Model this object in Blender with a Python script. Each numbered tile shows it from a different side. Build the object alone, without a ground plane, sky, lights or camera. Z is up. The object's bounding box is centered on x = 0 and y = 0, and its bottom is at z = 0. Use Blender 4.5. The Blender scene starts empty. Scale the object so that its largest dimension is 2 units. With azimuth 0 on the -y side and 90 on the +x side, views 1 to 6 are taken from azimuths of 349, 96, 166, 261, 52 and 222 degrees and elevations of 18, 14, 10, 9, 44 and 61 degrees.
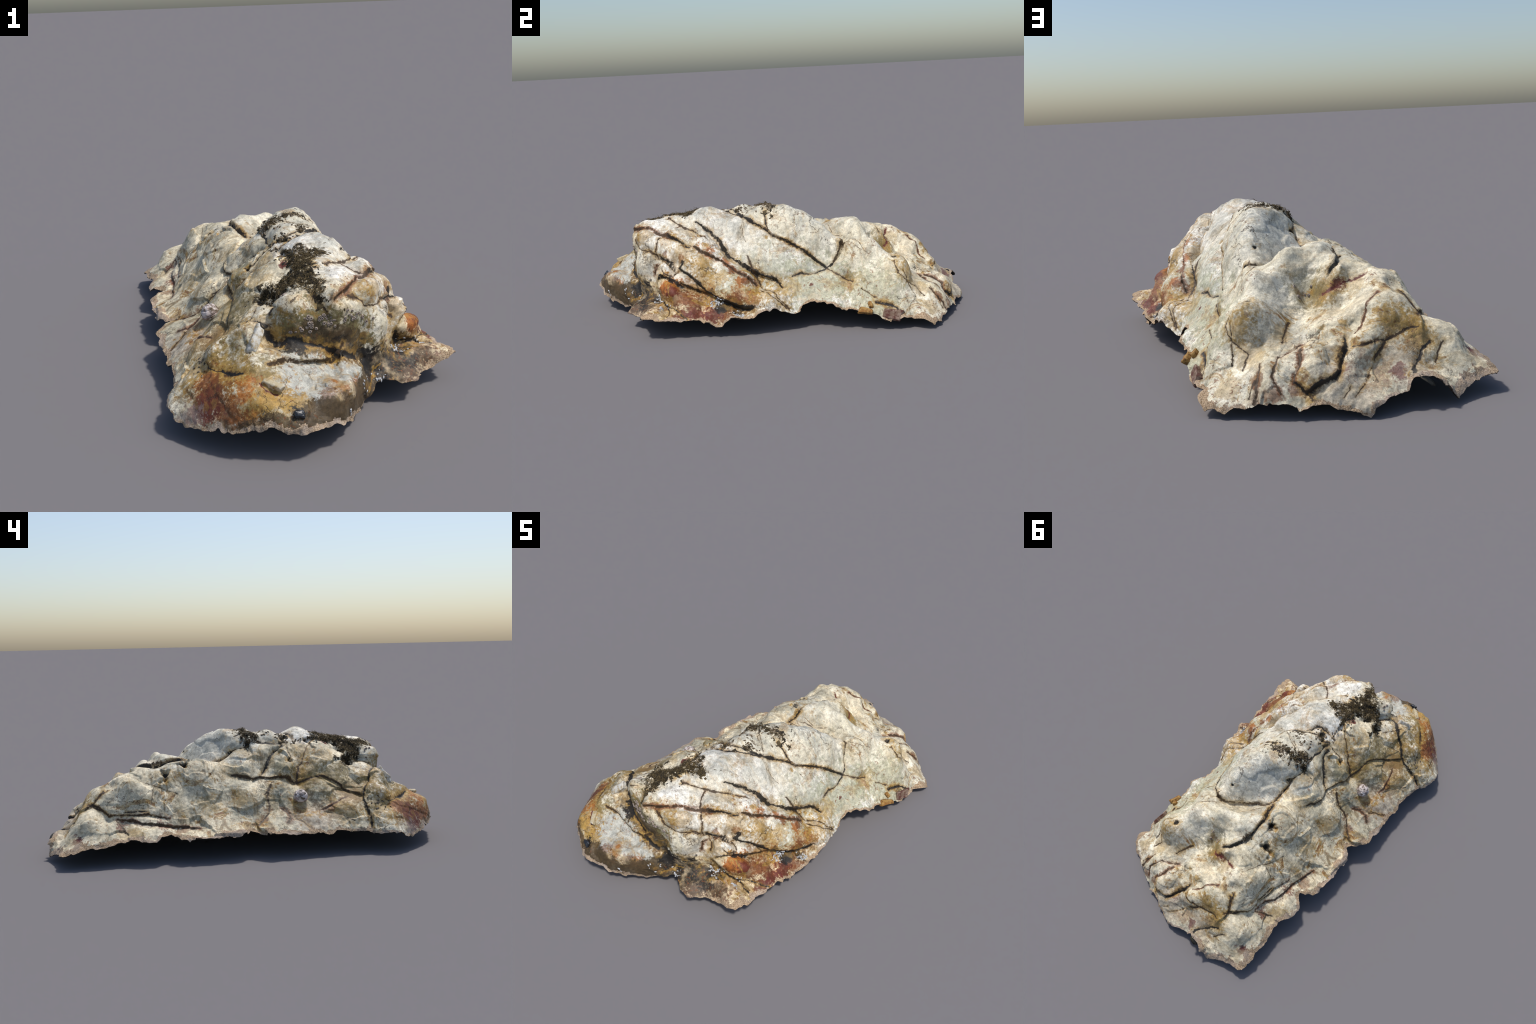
"""A pale, cracked quartz boulder from a shore: a hollow rock shell with a torn sandy rim,
stained by rust and algae, with barnacles, a sea snail and loose stones on it."""
import bpy, bmesh, math, random
import numpy as np
from mathutils import Vector, Matrix
random.seed(7)
RNG = np.random.default_rng(7)

# ------------------------------------------------------------------ measured landmarks (metres)
# points the rock surface is stretched over: crack crossings, corners of blocks, pits
LANDMARKS = {
    "front": [
        (0.11, -0.734, 0.191), (0.016, -0.718, 0.218), (-0.233, -0.811, 0.269), (-0.152, -0.791, 0.274), (-0.222, -0.883, 0.219), (-0.189, -0.923, 0.178),
        (-0.019, -0.87, 0.205), (0.045, -0.839, 0.199), (-0.288, -0.745, 0.285), (-0.242, -0.693, 0.354), (-0.235, -0.675, 0.367), (-0.041, -0.696, 0.453),
        (-0.007, -0.734, 0.407), (0.028, -0.738, 0.448), (0.088, -0.709, 0.442), (0.14, -0.7, 0.411), (-0.242, -0.957, 0.172), (0.19, -0.66, 0.12),
        (-0.395, -0.673, 0.27), (-0.29, -0.79, 0.275), (0.055, -0.79, 0.165), (-0.121, -0.728, 0.412), (0.055, -0.862, 0.135), (-0.1, -0.955, 0.15),
        (0.108, -0.785, 0.12), (0.138, -0.735, 0.13), (-0.08, -0.84, 0.19), (0, -0.79, 0.182), (-0.1, -0.915, 0.185), (0.075, -0.79, 0.188),
        (0.015, -0.862, 0.193), (-0.06, -0.735, 0.29), (0.108, -0.71, 0.266), (-0.13, -0.735, 0.285), (0.016, -0.738, 0.36), (0.12, -0.7, 0.2),
        (-0.445, -0.67, 0.206), (-0.024, -0.768, 0.247), (0.174, -0.69, 0.26), (0.247, -0.653, 0.306), (-0.311, -0.665, 0.35), (0.066, -0.722, 0.313),
        (0.025, -0.756, 0.261), (-0.064, -0.714, 0.397), (-0.241, -0.71, 0.296), (0.132, -0.677, 0.264), (-0.331, -0.702, 0.28), (-0.157, -0.697, 0.411),
        (-0.181, -0.702, 0.306), (-0.115, -0.724, 0.447), (-0.15, -0.705, 0.455),
    ],
    "crest_front": [
        (0.024, -0.533, 0.509), (-0.09, -0.223, 0.5), (-0.11, -0.201, 0.482), (-0.063, -0.36, 0.512), (-0.089, -0.44, 0.486), (-0.105, -0.495, 0.442),
        (-0.08, -0.587, 0.462), (0.054, -0.398, 0.515), (-0.141, -0.617, 0.405), (-0.143, -0.265, 0.436),
    ],
    "right_front": [
        (0.266, -0.605, 0.351), (0.268, -0.572, 0.38), (0.295, -0.445, 0.302), (0.22, -0.544, 0.458), (0.154, -0.428, 0.477), (0.212, -0.345, 0.452),
        (0.204, -0.528, 0.453), (0.29, -0.38, 0.405), (0.181, -0.359, 0.503), (0.217, -0.276, 0.454), (0.104, -0.413, 0.519), (0.44, -0.46, 0.223),
        (0.335, -0.55, 0.224), (0.329, -0.544, 0.143), (0.453, -0.501, 0.142), (0.441, -0.244, 0.156), (0.391, -0.44, 0.25), (0.412, -0.373, 0.235),
        (0.345, -0.5, 0.345), (0.364, -0.259, 0.283), (0.328, -0.289, 0.375), (0.356, -0.386, 0.345), (0.493, -0.323, 0.103), (0.376, -0.576, 0.144),
        (0.43, -0.492, 0.125), (0.245, -0.425, 0.456), (0.408, -0.442, 0.262), (0.421, -0.273, 0.223), (0.24, -0.307, 0.459), (0.411, -0.261, 0.246),
        (0.363, -0.303, 0.347), (0.266, -0.296, 0.438), (0.265, -0.318, 0.45), (0.248, -0.62, 0.218), (0.364, -0.544, 0.254), (0.207, -0.482, 0.473),
        (0.24, -0.603, 0.316), (0.271, -0.573, 0.241), (0.165, -0.552, 0.454), (0.322, -0.431, 0.376), (0.269, -0.554, 0.313), (0.356, -0.22, 0.347),
    ],
    "right_middle": [
        (0.285, -0.176, 0.347), (0.33, 0.008, 0.242), (0.34, 0.052, 0.248), (0.196, 0, 0.46), (0.187, -0.131, 0.455), (0.235, -0.107, 0.41),
        (0.278, 0.297, 0.273), (0.309, 0.177, 0.261), (0.346, 0.219, 0.206), (0.434, 0.128, 0.088), (0.477, -0.129, 0.108), (0.14, 0.2, 0.5),
        (0.377, -0.155, 0.289), (0.391, -0.102, 0.268), (0.447, 0.015, 0.195), (0.14, -0.16, 0.52), (0.155, -0.113, 0.501), (0.36, 0.096, 0.205),
        (0.459, -0.151, 0.184), (0.208, 0.157, 0.414), (0.214, 0.21, 0.416), (0.279, -0.159, 0.328), (0.427, -0.109, 0.204), (0.296, -0.128, 0.35),
        (0.253, 0.062, 0.382), (0.274, -0.087, 0.348), (0.227, 0.1, 0.41), (0.345, 0.001, 0.197), (0.418, -0.064, 0.189), (0.198, -0.147, 0.465),
        (0.201, -0.068, 0.44), (0.109, -0.193, 0.511),
    ],
    "crest_middle": [
        (0.078, -0.167, 0.529), (0.055, -0.04, 0.556), (-0.02, 0.27, 0.405), (-0.02, 0.15, 0.452), (0, 0.09, 0.535), (0.03, 0.05, 0.545),
        (-0.005, 0.1, 0.472), (-0.019, 0.206, 0.41), (-0.104, 0.221, 0.417),
    ],
    "right_back": [
        (0.196, 0.363, 0.38), (0.289, 0.401, 0.211), (0.24, 0.505, 0.335), (0.356, 0.461, 0.191), (0.375, 0.528, 0.145), (0.131, 0.528, 0.372),
        (0.19, 0.35, 0.399), (0.205, 0.358, 0.34), (0.271, 0.345, 0.285), (0.271, 0.42, 0.285), (0.174, 0.313, 0.398), (0.381, 0.632, 0.138),
        (0.19, 0.514, 0.395), (0.139, 0.375, 0.387), (0.305, 0.348, 0.254), (0.221, 0.419, 0.391), (0.292, 0.502, 0.248), (0.263, 0.51, 0.271),
        (0.303, 0.362, 0.257), (0.332, 0.502, 0.182), (0.239, 0.43, 0.327), (0.295, 0.388, 0.301), (0.237, 0.528, 0.311), (0.311, 0.4, 0.246),
        (0.15, 0.491, 0.369),
    ],
    "crest_back": [
        (-0.085, 0.601, 0.34), (0.067, 0.56, 0.314), (0.075, 0.553, 0.293), (0.02, 0.545, 0.27), (0.088, 0.608, 0.255), (0.05, 0.31, 0.362),
        (0.097, 0.346, 0.378), (0.03, 0.62, 0.248), (0, 0.585, 0.262), (0.1, 0.575, 0.28), (0.051, 0.415, 0.411), (-0.081, 0.649, 0.263),
        (-0.052, 0.576, 0.365), (-0.021, 0.56, 0.339), (0.05, 0.453, 0.454), (-0.049, 0.62, 0.324), (-0.009, 0.499, 0.374), (-0.073, 0.629, 0.322),
        (-0.128, 0.586, 0.365), (-0.108, 0.592, 0.407),
    ],
    "tail": [
        (-0.314, 0.773, 0.256), (-0.28, 0.72, 0.314), (-0.203, 0.817, 0.256), (-0.273, 0.846, 0.193), (-0.309, 0.863, 0.175), (-0.218, 0.947, 0.125),
        (-0.47, 0.846, 0.109), (-0.39, 0.858, 0.175), (-0.406, 0.789, 0.205), (-0.271, 0.913, 0.103), (-0.295, 0.88, 0.163), (-0.285, 0.845, 0.214),
        (-0.369, 0.679, 0.231), (-0.41, 0.662, 0.194), (-0.381, 0.703, 0.191), (-0.246, 0.681, 0.333),
    ],
    "rear": [
        (-0.039, 0.811, 0.201), (0.155, 0.895, 0.108), (0.106, 0.652, 0.225), (0.174, 0.88, 0.121), (0.259, 0.813, 0.157), (0.279, 0.852, 0.108),
        (-0.048, 0.764, 0.241), (0.019, 0.739, 0.228), (0.043, 0.801, 0.193), (0.09, 0.782, 0.182), (-0.173, 0.927, 0.105), (0.02, 0.792, 0.185),
        (0.069, 0.812, 0.185), (0.119, 0.86, 0.165), (0.345, 0.68, 0.16), (0.107, 0.867, 0.172), (0.005, 0.815, 0.2), (-0.125, 0.77, 0.305),
        (-0.05, 0.875, 0.166), (0.19, 0.709, 0.212), (0.1, 0.82, 0.193), (0.025, 0.919, 0.14), (0.133, 0.89, 0.153), (0.222, 0.7, 0.203),
        (0.084, 0.87, 0.175), (0.373, 0.755, 0.088), (-0.081, 0.76, 0.232), (0.247, 0.667, 0.316), (-0.067, 0.886, 0.121), (-0.061, 0.842, 0.219),
        (0.29, 0.686, 0.288), (0.255, 0.803, 0.147), (-0.137, 0.859, 0.216),
    ],
    "left_back": [
        (-0.397, 0.638, 0.183), (-0.265, 0.351, 0.356), (-0.32, 0.324, 0.288), (-0.3, 0.602, 0.36), (-0.164, 0.639, 0.355), (-0.234, 0.518, 0.367),
    ],
    "left_middle": [
        (-0.38, 0.172, 0.201), (-0.41, 0.181, 0.172), (-0.224, -0.084, 0.351), (-0.219, 0.072, 0.359), (-0.319, -0.117, 0.252), (-0.428, -0.047, 0.16),
        (-0.335, -0.079, 0.244), (-0.352, -0.005, 0.252), (-0.43, -0.14, 0.168), (-0.17, 0.205, 0.422), (-0.222, 0.008, 0.394), (-0.234, -0.033, 0.36),
        (-0.249, 0.005, 0.349), (-0.265, 0.039, 0.33), (-0.214, -0.144, 0.361), (-0.316, 0.088, 0.254),
    ],
    "left_front": [
        (-0.354, -0.601, 0.308), (-0.397, -0.572, 0.25), (-0.491, -0.579, 0.176), (-0.522, -0.575, 0.126), (-0.211, -0.276, 0.376), (-0.248, -0.232, 0.309),
        (-0.299, -0.479, 0.314), (-0.162, -0.55, 0.428), (-0.324, -0.29, 0.252), (-0.29, -0.244, 0.28), (-0.406, -0.219, 0.191), (-0.251, -0.587, 0.359),
        (-0.265, -0.299, 0.33), (-0.356, -0.387, 0.273), (-0.162, -0.403, 0.454), (-0.221, -0.246, 0.393), (-0.311, -0.223, 0.269), (-0.294, -0.572, 0.319),
        (-0.319, -0.584, 0.304), (-0.353, -0.299, 0.22), (-0.261, -0.216, 0.342),
    ],
}
# the torn lower rim, once round
RIM = {
    "front_rim": [
        (-0.155, -0.998, 0.1), (-0.1, -0.985, 0.105), (-0.066, -0.963, 0.088), (-0.017, -0.934, 0.08), (0.03, -0.88, 0.06), (0.09, -0.8, 0.04),
        (0.135, -0.745, 0.045), (0.19, -0.7, 0.08), (0.221, -0.69, 0.094), (0.258, -0.703, 0.09), (0.283, -0.722, 0.075), (0.343, -0.71, 0.08),
        (0.415, -0.62, 0.068), (0.46, -0.605, 0.08), (0.514, -0.6, 0.098), (0.538, -0.6, 0.112),
    ],
    "right_rim": [
        (0.558, -0.56, 0.107), (0.556, -0.489, 0.1), (0.54, -0.45, 0.09), (0.538, -0.347, 0.095), (0.53, -0.28, 0.075), (0.52, -0.235, 0.059),
        (0.512, -0.208, 0.059), (0.53, -0.164, 0.108), (0.53, -0.134, 0.108), (0.509, -0.05, 0.086), (0.51, -0.03, 0.108), (0.49, 0.02, 0.122),
        (0.455, 0.09, 0.109), (0.43, 0.13, 0.087), (0.419, 0.165, 0.096), (0.412, 0.18, 0.12), (0.405, 0.22, 0.134), (0.407, 0.277, 0.133),
        (0.422, 0.302, 0.126), (0.445, 0.343, 0.12), (0.43, 0.36, 0.1), (0.424, 0.44, 0.091), (0.446, 0.515, 0.08), (0.445, 0.543, 0.068),
        (0.437, 0.596, 0.04), (0.44, 0.662, 0.063), (0.414, 0.72, 0.044), (0.437, 0.738, 0.057), (0.428, 0.8, 0.018),
    ],
    "rear_rim": [
        (0.4, 0.83, 0.02), (0.376, 0.837, 0.017), (0.293, 0.88, 0.044), (0.214, 0.918, 0.052), (0.162, 0.942, 0.032), (0.114, 0.956, 0.047),
        (0.033, 0.972, 0.033), (-0.011, 0.99, 0.021), (-0.05, 1, 0.001), (-0.064, 1, 0.036), (-0.128, 0.985, 0.044), (-0.19, 0.97, 0.06),
        (-0.207, 0.973, 0.1), (-0.243, 0.975, 0.103), (-0.272, 0.978, 0.093), (-0.301, 0.993, 0.071), (-0.334, 0.987, 0.031), (-0.348, 0.983, 0.02),
        (-0.379, 0.963, 0.03), (-0.454, 0.93, 0.054), (-0.527, 0.914, 0.06),
    ],
    "left_rim": [
        (-0.534, 0.838, 0.075), (-0.53, 0.724, 0.088), (-0.505, 0.653, 0.104), (-0.514, 0.59, 0.111), (-0.539, 0.514, 0.104), (-0.534, 0.475, 0.103),
        (-0.515, 0.448, 0.122), (-0.481, 0.4, 0.122), (-0.54, 0.36, 0.108), (-0.539, 0.207, 0.105), (-0.535, 0.08, 0.11), (-0.49, 0.021, 0.122),
        (-0.546, -0.072, 0.112), (-0.547, -0.164, 0.107), (-0.541, -0.3, 0.11), (-0.537, -0.366, 0.1), (-0.53, -0.407, 0.109), (-0.524, -0.487, 0.1),
        (-0.536, -0.554, 0.109), (-0.556, -0.605, 0.088), (-0.565, -0.698, 0.09), (-0.551, -0.735, 0.066), (-0.515, -0.788, 0.061), (-0.45, -0.86, 0.08),
        (-0.36, -0.935, 0.095), (-0.26, -0.967, 0.115), (-0.212, -0.983, 0.102),
    ],
}
# points on crests and shoulders that make the outline
SKYLINE = {
    "tail": [
        (-0.445, 0.832, 0.132), (-0.331, 0.759, 0.251), (-0.225, 0.679, 0.364), (-0.23, 0.731, 0.334), (-0.223, 0.777, 0.296), (-0.232, 0.81, 0.249),
        (-0.209, 0.897, 0.144), (-0.338, 0.68, 0.268), (-0.375, 0.766, 0.215), (-0.439, 0.808, 0.162), (-0.507, 0.759, 0.108), (-0.246, 0.758, 0.311),
    ],
    "left_back": [
        (-0.25, 0.623, 0.372), (-0.211, 0.606, 0.387), (-0.178, 0.554, 0.398), (-0.153, 0.313, 0.443), (-0.217, 0.571, 0.396), (-0.229, 0.642, 0.376),
        (-0.174, 0.36, 0.425), (-0.19, 0.393, 0.422), (-0.208, 0.405, 0.402), (-0.257, 0.417, 0.378), (-0.252, 0.582, 0.373), (-0.322, 0.639, 0.302),
        (-0.3, 0.572, 0.335),
    ],
    "crest_back": [
        (-0.149, 0.455, 0.416), (-0.119, 0.45, 0.424), (-0.071, 0.442, 0.456), (0.018, 0.449, 0.447), (-0.141, 0.355, 0.448), (-0.126, 0.406, 0.448),
        (-0.125, 0.498, 0.423), (-0.11, 0.358, 0.45),
    ],
    "crest_middle": [
        (-0.006, 0.066, 0.541), (0.037, 0.077, 0.549), (0.073, 0.094, 0.554), (0.003, -0.187, 0.547), (-0.009, -0.138, 0.55), (0.003, -0.082, 0.543),
        (0.008, 0.033, 0.549), (0.094, 0.164, 0.531), (-0.076, -0.126, 0.506), (-0.099, -0.048, 0.495), (-0.12, -0.031, 0.465), (0.074, 0.043, 0.549),
        (0.071, -0.016, 0.543), (0.046, -0.081, 0.54), (0.051, -0.106, 0.549), (0.019, -0.16, 0.551),
    ],
    "right_middle": [
        (0.104, 0.101, 0.552), (0.135, 0.099, 0.533), (0.163, 0.081, 0.506), (0.194, 0.052, 0.462), (0.1, 0.199, 0.513), (0.116, 0.234, 0.488),
        (0.156, 0.265, 0.472), (0.422, 0.214, 0.117),
    ],
    "right_front": [
        (0.151, -0.325, 0.522), (0.269, -0.469, 0.438), (0.338, -0.371, 0.368), (0.367, -0.51, 0.303), (0.408, -0.422, 0.241), (0.428, -0.433, 0.229),
        (0.455, -0.437, 0.199), (0.496, -0.401, 0.143), (0.471, -0.554, 0.127), (0.311, -0.419, 0.413), (0.131, -0.341, 0.528), (0.57, -0.58, 0.09),
        (0.257, -0.554, 0.434),
    ],
    "front": [
        (-0.27, -0.919, 0.218), (-0.276, -0.858, 0.235), (0.025, -0.698, 0.481), (0.001, -0.642, 0.486), (0.174, -0.631, 0.466), (0.127, -0.648, 0.474),
        (0.053, -0.669, 0.485), (-0.126, -0.722, 0.341), (-0.288, -0.704, 0.357), (-0.508, -0.766, 0.103), (-0.55, -0.685, 0.113), (-0.501, -0.626, 0.168),
        (0.212, -0.627, 0.445), (0.155, -0.676, 0.457), (0.027, -0.905, 0.196), (-0.007, -0.91, 0.178), (-0.06, -0.944, 0.167), (-0.118, -0.98, 0.122),
        (-0.298, -0.937, 0.167), (-0.423, -0.896, 0.064),
    ],
    "crest_front": [
        (0.015, -0.474, 0.509), (-0.014, -0.428, 0.512), (-0.005, -0.372, 0.548), (0.017, -0.327, 0.554), (0.032, -0.26, 0.547), (0.019, -0.208, 0.531),
        (0.095, -0.329, 0.546), (0.056, -0.321, 0.554), (0.05, -0.5, 0.514), (0.049, -0.586, 0.499),
    ],
    "left_middle": [
        (-0.171, 0.247, 0.441), (-0.153, -0.011, 0.449), (-0.174, -0.006, 0.425),
    ],
    "rear": [
        (-0.156, 0.844, 0.217), (0.036, 0.865, 0.142), (-0.142, 0.755, 0.306), (-0.183, 0.822, 0.235), (-0.017, 0.863, 0.164), (0.05, 0.918, 0.134),
        (0.233, 0.877, 0.111), (0.277, 0.879, 0.059), (0.373, 0.824, 0.037), (0.438, 0.691, 0.039),
    ],
    "right_back": [
        (0.248, 0.619, 0.316), (0.156, 0.306, 0.439), (0.456, 0.402, 0.09), (0.458, 0.5, 0.068), (0.454, 0.583, 0.034),
    ],
    "left_front": [
        (-0.47, -0.555, 0.189), (-0.446, -0.469, 0.205), (-0.562, -0.343, 0.09),
    ],
}
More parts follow.
